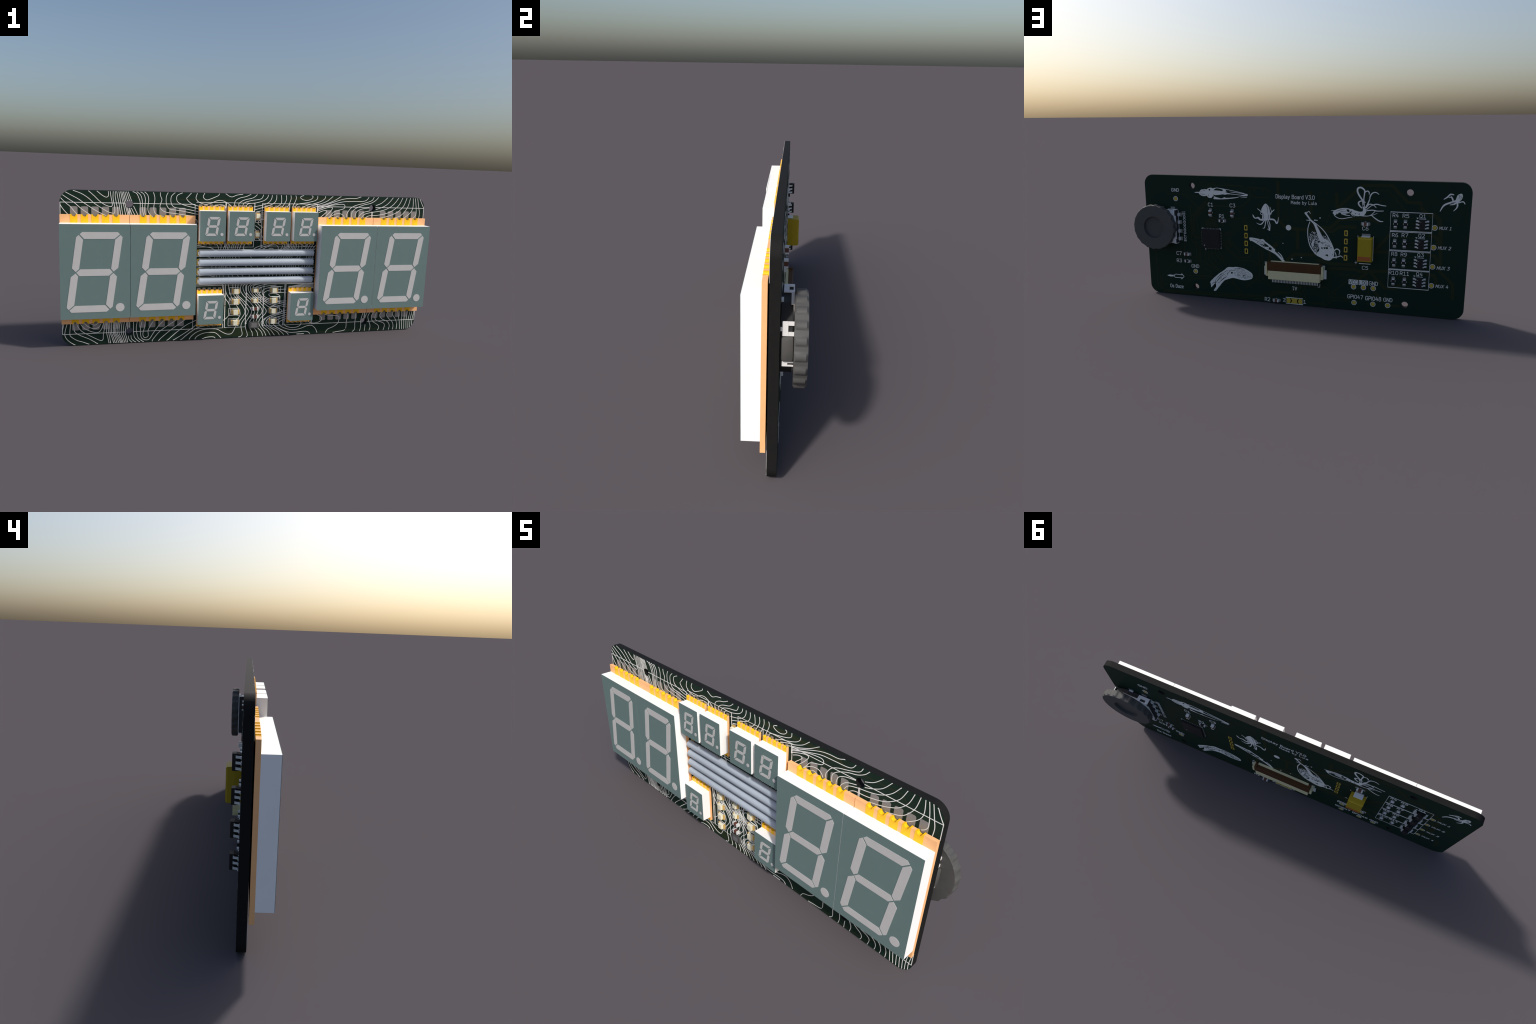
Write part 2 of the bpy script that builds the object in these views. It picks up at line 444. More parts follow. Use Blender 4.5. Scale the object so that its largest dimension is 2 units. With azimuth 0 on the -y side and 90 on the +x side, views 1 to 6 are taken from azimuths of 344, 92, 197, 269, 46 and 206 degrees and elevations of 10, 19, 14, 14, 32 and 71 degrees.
contour((-.282, .691), (-.263, .699), (-.237, .705), (-.218, .705), (-.205, .699), (-.201, .680))
contour((-.069, .762), (-.095, .750), (-.124, .743), (-.147, .731), (-.155, .714), (-.150, .693))
contour((-.035, .762), (-.058, .744), (-.104, .732), (-.130, .716), (-.133, .698))
contour((-.002, .763), (-.009, .745), (-.024, .737), (-.067, .730), (-.103, .718), (-.113, .699))
contour((.024, .762), (.019, .746), (.000, .731), (-.040, .719), (-.083, .713), (-.095, .694))
contour((.045, .763), (.042, .742), (.027, .722), (-.006, .708), (-.053, .698))
contour((.069, .763), (.069, .742), (.061, .724), (.041, .711), (.001, .697), (-.050, .682))
contour((.094, .762), (.097, .740), (.096, .720), (.083, .707), (.063, .695), (-.038, .672))
contour((.121, .763), (.124, .743), (.119, .727), (.099, .694))
contour((.147, .763), (.149, .744), (.142, .722), (.128, .694))
contour((.174, .762), (.178, .748), (.173, .730), (.161, .705), (.160, .693))
contour((.220, .762), (.203, .756), (.204, .747), (.220, .739), (.241, .737), (.262, .744), (.272, .756), (.264, .763))
contour((.298, .763), (.296, .745), (.277, .734), (.235, .724), (.196, .718), (.179, .710), (.177, .697))
contour((.343, .762), (.340, .749), (.320, .734), (.278, .720), (.246, .713), (.210, .697))
contour((.387, .762), (.355, .736), (.313, .719), (.271, .710), (.240, .698))
contour((.434, .762), (.392, .737), (.342, .718), (.300, .707), (.272, .697))
contour((.552, .763), (.523, .753), (.482, .752), (.442, .746), (.392, .730), (.343, .713), (.300, .701))
contour((.599, .762), (.587, .746), (.565, .738), (.509, .736), (.447, .733), (.393, .720), (.343, .706), (.301, .695))
contour((.301, .688), (.343, .704), (.393, .715), (.444, .720), (.458, .713), (.456, .699), (.442, .692), (.410, .684), (.392, .675), (.379, .658), (.362, .642))
contour((.301, .681), (.337, .694), (.372, .703), (.386, .700), (.382, .688), (.360, .664), (.341, .647))
contour((.309, .673), (.330, .682), (.350, .685), (.355, .679), (.345, .669), (.320, .648))
contour((.362, .641), (.393, .661), (.418, .669), (.440, .667), (.454, .657), (.460, .645))
contour((.401, .646), (.416, .652), (.433, .647))
contour((.630, .762), (.617, .743), (.577, .729), (.526, .716), (.497, .702), (.480, .681), (.472, .664), (.476, .645))
contour((.657, .762), (.640, .744), (.611, .728), (.570, .718), (.534, .704), (.509, .687), (.501, .670), (.503, .646))
contour((.713, .761), (.679, .731), (.643, .716))
contour((.605, .703), (.561, .696), (.532, .682), (.523, .660), (.523, .646))
contour((.747, .762), (.718, .728), (.685, .708), (.645, .694))
contour((.610, .687), (.570, .677), (.549, .660), (.541, .646))
contour((.782, .762), (.753, .725), (.716, .700), (.671, .686), (.619, .678), (.578, .667), (.560, .646))
contour((.806, .762), (.784, .719), (.748, .690), (.711, .674), (.658, .663), (.605, .659), (.582, .646))
contour((.832, .762), (.816, .719), (.787, .687), (.750, .668), (.709, .655), (.667, .647))
contour((.854, .762), (.843, .716), (.823, .684), (.794, .659), (.737, .643))
contour((.871, .761), (.874, .710), (.859, .678), (.820, .648))
contour((.884, .762), (.893, .717), (.897, .675), (.889, .657), (.874, .647))
contour((.899, .761), (.911, .710), (.918, .678), (.916, .647))
contour((.915, .757), (.930, .728), (.944, .706))
contour((-.991, .109), (-.998, .078))
contour((-.976, .109), (-.985, .077), (-.987, .052), (-.978, .032), (-.961, .015), (-.939, .000))
contour((-.960, .111), (-.964, .060), (-.958, .044), (-.932, .025), (-.902, .014), (-.873, .001))
contour((-.945, .117), (-.943, .075), (-.931, .059), (-.908, .045), (-.870, .027), (-.832, .001))
contour((-.935, .121), (-.925, .093), (-.908, .070), (-.878, .050), (-.834, .025), (-.816, .018), (-.807, .025), (-.805, .049), (-.794, .118))
contour((-.914, .110), (-.901, .089), (-.875, .072), (-.845, .061), (-.828, .062), (-.815, .076), (-.802, .111))
contour((-.900, .116), (-.881, .095), (-.857, .082), (-.839, .082), (-.824, .091), (-.815, .109))
contour((-.872, .110), (-.851, .100), (-.839, .102), (-.829, .113))
contour((-.790, .118), (-.790, .061), (-.784, .032), (-.778, .002))
contour((-.785, .118), (-.780, .061), (-.775, .031), (-.770, .001))
contour((-.773, .117), (-.773, .061), (-.764, .031), (-.755, .000))
contour((-.765, .117), (-.766, .060), (-.757, .031), (-.747, .000))
contour((-.752, .117), (-.758, .060), (-.748, .030), (-.739, -.001))
contour((-.747, .116), (-.752, .060), (-.741, .030), (-.729, -.001))
contour((-.738, .116), (-.746, .059), (-.733, .029), (-.720, -.001))
contour((-.731, .116), (-.739, .059), (-.726, .029), (-.714, -.002))
contour((-.722, .115), (-.730, .059), (-.719, .029), (-.708, -.002))
contour((-.714, .115), (-.719, .058), (-.710, .028), (-.700, -.003))
contour((-.703, .115), (-.709, .058), (-.701, .028), (-.693, -.003))
contour((-.690, .114), (-.699, .057), (-.692, .027), (-.686, -.003))
contour((-.688, .112), (-.688, .071))
contour((-.684, .036), (-.680, .017), (-.665, .000))
contour((-.671, .038), (-.667, .018), (-.646, .000))
contour((-.658, .111), (-.658, .055), (-.652, .025), (-.627, .000))
contour((-.640, .110), (-.645, .071), (-.638, .031), (-.629, .016), (-.607, .000))
contour((-.613, .121), (-.623, .077), (-.623, .037), (-.613, .016), (-.591, .010), (-.576, .018), (-.560, .044), (-.532, .083), (-.502, .115))
contour((-.599, .112), (-.604, .076), (-.612, .043), (-.606, .025), (-.596, .023), (-.585, .032), (-.586, .059), (-.576, .081), (-.555, .118))
contour((-.566, .000), (-.558, .016), (-.519, .059), (-.443, .109))
contour((-.531, .000), (-.525, .012), (-.471, .057), (-.398, .109))
contour((-.491, .000), (-.439, .045), (-.391, .080), (-.339, .104))
contour((-.458, .001), (-.410, .030), (-.361, .062), (-.340, .079))
contour((-.420, -.001), (-.377, .035), (-.335, .061), (-.292, .074))
contour((-.376, .000), (-.364, .018), (-.335, .040), (-.295, .052), (-.249, .053), (-.225, .049), (-.204, .036), (-.177, .022), (-.153, .021), (-.140, .034), (-.127, .063))
contour((-.345, .000), (-.334, .016), (-.298, .032), (-.251, .034), (-.228, .025), (-.205, .001))
contour((-.307, .000), (-.291, .007), (-.264, .010), (-.244, .008), (-.236, .001))
contour((-.207, .292), (-.201, .261), (-.191, .221), (-.170, .190), (-.161, .162), (-.160, .138), (-.168, .122), (-.180, .108), (-.196, .097))
contour((-.190, .291), (-.187, .254), (-.173, .224), (-.149, .196))
contour((-.174, .292), (-.169, .260), (-.154, .220), (-.128, .178), (-.110, .150), (-.105, .126), (-.115, .106), (-.128, .094))
contour((-.150, .292), (-.146, .240), (-.129, .216), (-.104, .188), (-.082, .153), (-.080, .132), (-.094, .108), (-.111, .085))
contour((-.137, .292), (-.129, .232), (-.103, .205), (-.066, .156), (-.061, .135), (-.076, .108), (-.090, .088), (-.098, .067), (-.096, .046), (-.090, .022), (-.094, .008), (-.111, -.002))
contour((-.121, .291), (-.123, .237), (-.098, .211), (-.070, .183), (-.045, .151), (-.044, .131), (-.056, .107), (-.071, .082), (-.074, .056), (-.064, .024), (-.061, .008), (-.068, .000))
contour((-.101, .293), (-.109, .269), (-.102, .245), (-.081, .218), (-.049, .186), (-.029, .158), (-.028, .127), (-.042, .099), (-.054, .079), (-.051, .051), (-.036, .026), (-.033, .001))
contour((-.084, .292), (-.095, .276), (-.089, .252), (-.070, .224), (-.039, .196), (-.012, .167), (-.006, .147), (-.012, .126), (-.025, .102), (-.031, .083))
contour((-.067, .292), (-.080, .277), (-.077, .251), (-.057, .224), (-.027, .197), (.003, .167), (.016, .142), (.009, .123), (-.008, .105), (-.015, .088))
contour((-.050, .291), (-.065, .275), (-.061, .251), (-.043, .227), (-.012, .200), (.025, .163), (.039, .140), (.031, .121), (.011, .104), (.000, .082), (.008, .056), (.032, .026), (.044, .000))
contour((-.017, .291), (-.050, .281), (-.051, .254), (-.032, .228), (.006, .198), (.045, .167), (.078, .147))
contour((.005, .291), (-.036, .281), (-.036, .254), (-.018, .229), (.016, .201), (.056, .176), (.095, .162), (.128, .138), (.111, .125), (.062, .113), (.028, .095), (.013, .076), (.026, .051), (.052, .029), (.069, .000))
contour((.054, .290), (-.015, .277), (-.023, .257), (-.006, .229), (.026, .202), (.073, .178), (.152, .158))
contour((.089, .281), (.020, .275), (-.006, .260), (-.003, .236), (.022, .213), (.076, .189), (.152, .169))
contour((.125, .272), (.055, .269), (.017, .256), (.015, .234), (.036, .214), (.086, .195), (.151, .179))
contour((.147, .258), (.091, .256), (.042, .252), (.021, .239))
contour((.148, .239), (.102, .242), (.056, .248))
contour((.048, .231), (.063, .236), (.092, .233), (.110, .223), (.107, .216), (.078, .216), (.057, .221), (.048, .231))
contour((.110, .217), (.114, .198), (.113, .181))
contour((.150, .192), (.101, .193))
contour((.153, .141), (.076, .119), (.040, .100), (.026, .079), (.036, .058), (.069, .032), (.092, .001))
contour((.154, .129), (.097, .115), (.057, .101), (.041, .080), (.049, .059), (.083, .036), (.109, .019), (.121, -.001))
contour((.154, .116), (.094, .101), (.061, .087), (.055, .073), (.070, .053), (.108, .034), (.134, .015), (.146, .000))
contour((.155, .104), (.113, .093), (.092, .078), (.082, .066), (.101, .046), (.156, .017), (.173, .000))
contour((.298, .000), (.284, .013), (.254, .016), (.210, .013), (.170, .016), (.119, .038), (.086, .059))
contour((.340, .005), (.327, .031), (.304, .048), (.275, .046), (.239, .033), (.195, .028), (.155, .037), (.122, .054), (.114, .072), (.131, .085), (.156, .093))
contour((.240, .072), (.241, .056), (.220, .043), (.187, .041), (.154, .051), (.143, .067), (.145, .085))
contour((-.047, .044), (-.034, .021))
contour((-.025, .047), (-.008, .025), (-.002, -.001))
contour((-.004, .046), (.017, .024), (.025, .000))
contour((.220, .000), (.240, .001), (.262, .000))
contour((.332, .110), (.357, .096), (.363, .081), (.351, .068), (.325, .061), (.299, .063), (.286, .070))
contour((.367, .115), (.397, .103), (.435, .100), (.460, .096), (.468, .084), (.463, .057), (.439, .037), (.403, .022), (.389, .001))
contour((.510, .117), (.521, .095), (.514, .066), (.514, .033), (.512, .021))
contour((.509, .015), (.495, .009), (.457, .005), (.434, .000))
contour((.567, .119), (.569, .093), (.567, .053), (.568, .016), (.553, .000))
contour((.614, .112), (.603, .066), (.605, .029), (.599, .000))
contour((.641, .112), (.630, .087), (.627, .075))
contour((.632, .039), (.630, .000))
contour((.657, .111), (.646, .087), (.652, .061), (.664, .030), (.659, .001))
contour((.680, .110), (.668, .086), (.678, .056), (.711, .034), (.719, .017), (.712, .000))
contour((.706, .116), (.691, .089), (.699, .062), (.742, .046), (.755, .030), (.748, -.001))
contour((.738, .116), (.720, .091), (.736, .068), (.770, .052), (.786, .029), (.782, .000))
contour((.773, .114), (.764, .090), (.780, .068), (.802, .049), (.811, .024), (.807, .000))
contour((.808, .113), (.802, .092), (.821, .065), (.834, .034), (.833, .001))
contour((.834, .119), (.840, .083), (.849, .049), (.855, .000))
contour((.861, .116), (.862, .060), (.870, .001))
contour((.880, .115), (.879, .059), (.883, .000))
contour((.898, .114), (.893, .058), (.898, -.001))
contour((.916, .114), (.907, .058), (.910, .003))
contour((.928, .113), (.920, .057), (.921, .010))
contour((.941, .113), (.932, .057), (.933, .021))
contour((-.343, .498), (-.302, .490), (-.273, .485), (-.250, .473))
contour((-.342, .441), (-.311, .441), (-.282, .436), (-.268, .426))
contour((-.340, .386), (-.306, .381), (-.280, .379))
contour((-.341, .339), (-.299, .341), (-.269, .339), (-.253, .329))
contour((-.245, .507), (-.232, .480), (-.251, .433), (-.264, .385), (-.256, .337), (-.246, .312))
contour((-.220, .507), (-.220, .480), (-.239, .432), (-.243, .385), (-.248, .337), (-.237, .312))
contour((-.195, .507), (-.206, .480), (-.228, .432), (-.226, .385), (-.238, .337), (-.227, .312))
contour((-.189, .507), (-.196, .480), (-.216, .432), (-.215, .385), (-.223, .337), (-.213, .312))
contour((-.180, .507), (-.186, .479), (-.205, .432), (-.205, .384), (-.203, .336), (-.193, .311))
contour((-.171, .507), (-.178, .479), (-.193, .432), (-.193, .384), (-.175, .336), (-.164, .311))
contour((-.159, .507), (-.166, .479), (-.181, .432), (-.185, .384), (-.153, .335), (-.142, .310))
contour((-.149, .507), (-.156, .479), (-.170, .432), (-.168, .384), (-.123, .335), (-.112, .310))
contour((-.137, .507), (-.145, .479), (-.156, .432), (-.135, .383), (-.098, .334), (-.086, .309))
contour((-.126, .507), (-.133, .479), (-.140, .432), (-.081, .383), (-.062, .334), (-.051, .308))
contour((-.109, .507), (-.120, .479), (-.120, .431), (-.050, .382), (-.041, .333), (-.030, .308))
contour((-.091, .507), (-.098, .479), (-.055, .431), (-.019, .382), (-.010, .333), (.001, .307))
contour((.106, .507), (.108, .480), (.025, .430), (.015, .381), (.031, .332))
contour((.122, .507), (.120, .480), (.042, .430), (.046, .381), (.048, .332))
contour((.133, .507), (.128, .480), (.061, .430), (.064, .381), (.066, .332))
contour((.141, .507), (.136, .480), (.079, .430), (.085, .380), (.087, .331))
contour((.150, .507), (.144, .480), (.094, .429), (.100, .380), (.108, .331))
contour((.157, .507), (.151, .480), (.107, .429), (.120, .380), (.122, .331))
contour((.166, .507), (.162, .480), (.121, .429), (.137, .380), (.140, .330))
contour((.175, .507), (.171, .480), (.135, .429), (.151, .380), (.154, .330))
contour((.184, .507), (.180, .480), (.145, .429), (.162, .379), (.168, .330))
contour((.192, .507), (.189, .480), (.156, .429), (.173, .379), (.179, .329))
contour((.205, .507), (.202, .479), (.168, .429), (.183, .379), (.193, .329))
contour((.219, .507), (.223, .479), (.198, .429), (.194, .379), (.211, .329))
contour((.260, .506), (.244, .479), (.213, .428), (.212, .379), (.229, .329))
contour((.276, .506), (.258, .479), (.252, .428), (.230, .379), (.247, .328))
contour((.291, .506), (.274, .479), (.265, .428), (.244, .378), (.265, .328))
contour((-.047, .475), (-.024, .489), (.030, .505))
contour((-.023, .475), (.010, .490), (.058, .502))
contour((.004, .476), (.044, .495), (.077, .498), (.090, .487), (.090, .474))
contour((.032, .475), (.052, .481), (.070, .475))
contour((.226, .505), (.231, .493), (.243, .493), (.255, .503))
contour((.304, .498), (.289, .481), (.269, .450))
contour((.301, .479), (.286, .462), (.265, .431))
contour((.298, .460), (.284, .443), (.260, .413))
contour((.294, .441), (.281, .424), (.256, .394))
contour((.291, .423), (.279, .405), (.252, .375))
contour((.288, .404), (.276, .387), (.247, .356))
contour((.303, .360), (.227, .360), (.157, .335))
contour((.304, .343), (.247, .339))
contour((.300, .290), (.239, .283), (.161, .271))
contour((.301, .285), (.239, .279), (.161, .268))
contour((.301, .280), (.239, .275), (.161, .265))
contour((.301, .275), (.240, .271), (.161, .262))
contour((.302, .270), (.240, .267), (.161, .259))
contour((.302, .265), (.240, .262), (.161, .256))
contour((.302, .261), (.240, .258), (.162, .253))
contour((-.040, .601), (-.021, .588), (-.009, .575), (-.005, .552), (.005, .535))
contour((.002, .591), (-.022, .607), (-.026, .617), (-.016, .630), (.004, .635))
contour((-.043, .584), (-.031, .571))
contour((-.013, .668), (.003, .667))
contour((-.012, .657), (.003, .657))
contour((-.012, .647), (.003, .646))
contour((-.011, .636), (.004, .636))
contour((-.022, .538), (-.017, .528), (-.008, .522), (.002, .522))
contour((-.354, .632), (-.347, .624), (-.347, .613), (-.351, .608))
contour((-.370, .509), (-.370, .508), (-.341, .506))

outline((-.351, .716), (-.200, .718), (-.200, .488), (-.343, .489))
outline((-.197, .717), (-.047, .716), (-.047, .488), (-.198, .488), closed=True)
outline((-.006, .716), (.143, .717), (.146, .488), (-.005, .489), closed=True)
outline((.146, .717), (.313, .718))
outline((.299, .717), (.299, .677))
outline((.148, .488), (.299, .489))
outline((-.345, .286), (-.198, .287), (-.199, .056), (-.351, .057))
outline((-.189, .287), (-.075, .286), (-.075, .056), (-.189, .057), closed=True)
outline((.021, .288), (.139, .287), (.136, .057), (.021, .058), closed=True)
outline((.145, .287), (.301, .285))
outline((.145, .287), (.143, .057), (.298, .058), (.300, .077))
outline((-.114, .274), (-.166, .274), (-.167, .239), (-.114, .238))
outline((-.114, .216), (-.167, .217), (-.167, .181), (-.114, .180))
outline((-.112, .160), (-.168, .161), (-.168, .123), (-.112, .122))
outline((-.111, .102), (-.169, .104), (-.169, .066), (-.112, .065))
outline((.058, .274), (.114, .273), (.113, .240), (.060, .238))
outline((.057, .219), (.114, .218), (.113, .182), (.059, .181))
outline((.057, .162), (.114, .161), (.112, .127), (.059, .126))
outline((.057, .104), (.114, .103), (.113, .069), (.059, .068))
outline((-.042, .271), (.006, .272), (.005, .244), (-.041, .244))
outline((-.043, .214), (.005, .214), (.004, .187), (-.042, .187))
outline((-.041, .669), (-.041, .618), (-.012, .617), (-.013, .666))
outline((-.040, .571), (-.042, .523), (-.012, .522), (-.012, .570))
outline((-.333, .475), (-.023, .476), (.293, .475))
outline((-.345, .441), (-.022, .441), (.295, .441))
outline((-.333, .428), (-.021, .428), (.296, .426))
outline((-.345, .393), (-.020, .391), (.298, .389))
outline((-.333, .381), (-.019, .379), (.299, .376))
outline((-.345, .345), (-.018, .342), (.301, .339))
outline((-.334, .332), (-.017, .329), (.302, .323))
outline((-.347, .296), (-.016, .291), (.304, .287))
# keep-out frames round the two pairs of large digits
for x0, xm, x1 in ((-.9985, -.679, -.3575), (.3025, .6235, .944)):
    for z in (.7055, .0570):
        outline((x0, z), (xm - .0185, z))
        outline((xm + .0185, z), (x1, z))
    for x in (x0, x1):
        outline((x, .7055), (x, .645))
        outline((x, .0570), (x, .120))
    for d in (-.0022, .0022):
        outline((xm + d, .682), (xm + d, .645))
        outline((xm + d, .079), (xm + d, .118))
contours.finish("contour_lines", M["silk"], board, "stuff")
outlines.finish("component_outlines", M["silk"], board, "stuff")

# cephalopod drawings printed on the back
class Drawing(Print):
    def __init__(self):
        super().__init__(BACK, .0006)

art = None
def stroke(pts, *widths, gap=False):
    path = smooth_path(pts)
    w = list(widths)
    ws = []
    for i in range(len(path)):
        t = i / (len(path) - 1) * (len(w) - 1)
        k = min(int(t), len(w) - 2)
        ws.append(w[k] + (w[k + 1] - w[k]) * (t - k))
    if gap:
        art.level += .0008
    art.ribbon(path, ws, mat=1 if gap else 0)
    if gap:
        art.level -= .0008

def ragged(pts, amount):
    out = []
    for x, z in smooth_path(pts, True, 6):
        out.append((x + random.uniform(-amount, amount), z + random.uniform(-amount, amount)))
    return out

def blob(pts):
    art.area(ragged(pts, .0006))

def gap(pts):
    art.area(ragged(pts, .0005), 1, .0009)

def inside(p, poly):
    c = False
    for i in range(len(poly)):
        (x1, z1), (x2, z2) = poly[i - 1], poly[i]
        if (z1 > p[1]) != (z2 > p[1]) and p[0] < (x2 - x1) * (p[1] - z1) / (z2 - z1) + x1:
            c = not c
    return c

def speckle(poly, count, r0, r1, dark=False):
    """Stipple dots scattered inside a region."""
    xs, zs = [p[0] for p in poly], [p[1] for p in poly]
    done = 0
    while done < count:
        p = (random.uniform(min(xs), max(xs)), random.uniform(min(zs), max(zs)))
        if inside(p, poly):
            a = random.uniform(0, 6)
            r = random.uniform(r0, r1)
            pts = [(p[0] + r * random.uniform(.6, 1.3) * math.cos(a + k), p[1] + r * random.uniform(.6, 1.3) * math.sin(a + k)) for k in (0, 1.05, 2.1, 3.15, 4.2, 5.25)]
            art.area(pts, 1 if dark else 0, .0009 if dark else 0)
            done += 1

art = Drawing()
stroke([(.605, .662), (.587, .663), (.572, .662)], .003, .006, .006)
blob([(.577, .658), (.565, .678), (.544, .683), (.522, .682), (.512, .664), (.521, .646), (.546, .641), (.567, .647)])
blob([(.522, .685), (.499, .694), (.483, .688), (.480, .673), (.483, .650), (.497, .632), (.520, .637), (.522, .660)])
blob([(.485, .686), (.466, .694), (.446, .694), (.401, .683), (.402, .668), (.370, .663), (.302, .657), (.265, .662), (.264, .652), (.306, .647), (.331, .638), (.399, .628), (.452, .625), (.481, .627), (.478, .639), (.487, .654)])
stroke([(.450, .693), (.369, .682), (.282, .666)], .004, .003, .003)
stroke([(.402, .672), (.346, .670), (.267, .662)], .004, .003, .003)
stroke([(.307, .639), (.265, .644)], .001, .003)
gap([(.478, .680), (.458, .692), (.420, .684), (.424, .676), (.442, .678), (.467, .679)])
gap([(.482, .652), (.464, .650), (.411, .656), (.409, .643), (.428, .632), (.448, .635), (.472, .641)])
gap([(.409, .653), (.370, .658), (.303, .653), (.308, .648), (.339, .642), (.403, .637)])
gap([(.512, .681), (.506, .686), (.500, .682), (.506, .676)])
gap([(.515, .648), (.512, .651), (.510, .648), (.513, .646)])
gap([(.398, .676), (.346, .667), (.310, .663), (.370, .666)])
stroke([(.482, .656), (.451, .651), (.444, .632)], .004, .006, .002)
stroke([(.451, .651), (.431, .648), (.411, .656)], .004, .006, .002)
gap([(.570, .666), (.549, .675), (.532, .675), (.553, .673)])
gap([(.571, .655), (.550, .652), (.533, .654), (.554, .654)])
art.finish("squid_drawing", [M["silk"], M["mask"]], board)
art = Drawing()
blob([(.151, .610), (.134, .599), (.125, .574), (.123, .544), (.127, .515), (.168, .514), (.171, .542), (.169, .557), (.177, .571), (.167, .594)])
stroke([(.201, .579), (.183, .565), (.166, .552)], .003, .005, .006)
stroke([(.096, .577), (.110, .564), (.124, .550)], .004, .005, .006)
stroke([(.164, .513), (.186, .514), (.196, .524), (.217, .521), (.227, .532), (.231, .543)], .012, .01, .01, .006, .008, .001)
stroke([(.125, .518), (.104, .518), (.092, .511), (.083, .497), (.075, .505), (.070, .535)], .01, .009, .008, .01, .006, .001)
stroke([(.155, .513), (.177, .487), (.194, .486), (.209, .493)], .005, .007, .004, .001)
stroke([(.149, .513), (.153, .486), (.159, .465), (.170, .462)], .005, .005, .005, .002)
stroke([(.143, .514), (.135, .483), (.129, .453), (.140, .460)], .004, .004, .004, .003)
stroke([(.135, .515), (.124, .487), (.127, .449)], .004, .005, .007)
stroke([(.175, .564), (.182, .549), (.171, .543)], .003, .003, .003)
stroke([(.123, .592), (.115, .570), (.115, .552), (.123, .544)], .003, .003, .003, .003)
stroke([(.145, .602), (.138, .580), (.136, .551)], .0006, .0018, .0006, gap=True)
stroke([(.165, .549), (.162, .531), (.164, .516)], .0006, .0018, .0006, gap=True)
stroke([(.130, .547), (.133, .532), (.130, .518)], .0006, .0018, .0006, gap=True)
art.finish("squid_drawing", [M["silk"], M["mask"]], board)
art = Drawing()
blob([(.256, .399), (.224, .400), (.188, .393), (.168, .394), (.149, .378), (.117, .356), (.094, .333), (.102, .323), (.129, .325), (.177, .347), (.216, .368), (.240, .380), (.250, .381)])
stroke([(.118, .331), (.086, .310), (.063, .289), (.038, .265)], .02, .013, .013, .014)
stroke([(.076, .321), (.057, .304), (.043, .280)], .003, .006, .005)
gap([(.165, .366), (.153, .368), (.133, .353), (.141, .349)])
gap([(.188, .367), (.157, .350), (.141, .351), (.157, .358)])
gap([(.132, .346), (.123, .348), (.114, .339), (.121, .332), (.131, .336)])
gap([(.205, .373), (.202, .376), (.199, .374), (.202, .371)])
blob([(.128, .343), (.123, .345), (.118, .339), (.123, .336)])
stroke([(.236, .394), (.204, .382), (.172, .370)], .0006, .0022, .0006, gap=True)
stroke([(.196, .388), (.172, .380), (.157, .371)], .0006, .0022, .0006, gap=True)
stroke([(.145, .341), (.129, .334), (.110, .330)], .0006, .0022, .0006, gap=True)
stroke([(.196, .369), (.181, .358), (.157, .344)], .0006, .0022, .0006, gap=True)
stroke([(.168, .384), (.167, .396)], .005, .001)
stroke([(.196, .392), (.202, .399)], .004, .001)
stroke([(.102, .336), (.092, .339)], .005, .002)
art.finish("squid_drawing", [M["silk"], M["mask"]], board)
art = Drawing()
blob([(.405, .201), (.368, .206), (.343, .209), (.297, .203), (.261, .188), (.241, .170), (.240, .150), (.254, .137), (.291, .128), (.328, .131), (.370, .137), (.395, .129), (.403, .135), (.419, .168)])
blob([(.401, .201), (.427, .183), (.465, .156), (.510, .116), (.522, .098), (.520, .078), (.516, .066), (.491, .091), (.486, .071), (.500, .043), (.487, .046), (.460, .077), (.429, .114), (.395, .133), (.381, .171)])
gap([(.382, .169), (.375, .177), (.369, .169), (.377, .164)])
gap([(.301, .155), (.295, .162), (.292, .160), (.297, .152)])
gap([(.457, .153), (.440, .162), (.449, .153)])
gap([(.491, .091), (.488, .114), (.487, .091)])
gap([(.513, .087), (.501, .098), (.504, .092)])
stroke([(.480, .106), (.454, .137), (.428, .155)], .0008, .0025, .0008, gap=True)
stroke([(.468, .095), (.437, .126), (.411, .144)], .0008, .0025, .0008, gap=True)
stroke([(.488, .114), (.466, .140), (.444, .154)], .0008, .0025, .0008, gap=True)
stroke([(.398, .178), (.381, .187), (.360, .186)], .0008, .0025, .0008, gap=True)
stroke([(.479, .127), (.505, .112), (.526, .095)], .008, .007, .003)
stroke([(.475, .119), (.504, .100), (.522, .082)], .008, .006, .003)
stroke([(.472, .107), (.498, .090), (.519, .065)], .008, .006, .005)
stroke([(.460, .087), (.479, .065), (.489, .044)], .01, .008, .006)
stroke([(.468, .082), (.486, .064), (.500, .043)], .008, .006, .006)
stroke([(.489, .091), (.471, .115), (.445, .137)], .0008, .0022, .0008, gap=True)
stroke([(.455, .108), (.428, .131), (.407, .147)], .0008, .0022, .0008, gap=True)
stroke([(.436, .163), (.414, .178), (.401, .185)], .0008, .0022, .0008, gap=True)
stroke([(.385, .181), (.402, .165), (.407, .153)], .0008, .0022, .0008, gap=True)
stroke([(.359, .197), (.326, .203), (.294, .195)], .0008, .0022, .0008, gap=True)
speckle([(.364, .196), (.335, .202), (.294, .195), (.257, .176), (.243, .153), (.279, .137), (.328, .139), (.361, .160)], 260, .0006, .0013, dark=True)
speckle([(.466, .140), (.418, .176), (.394, .170), (.411, .140), (.468, .091), (.489, .093)], 50, .0006, .0014, dark=True)
art.finish("squid_drawing", [M["silk"], M["mask"]], board)
art = Drawing()
blob([(.824, .119), (.811, .124), (.798, .125), (.778, .122), (.798, .113), (.812, .115)])
stroke([(.798, .122), (.772, .124)], .003, .003)
stroke([(.798, .114), (.772, .118)], .003, .003)
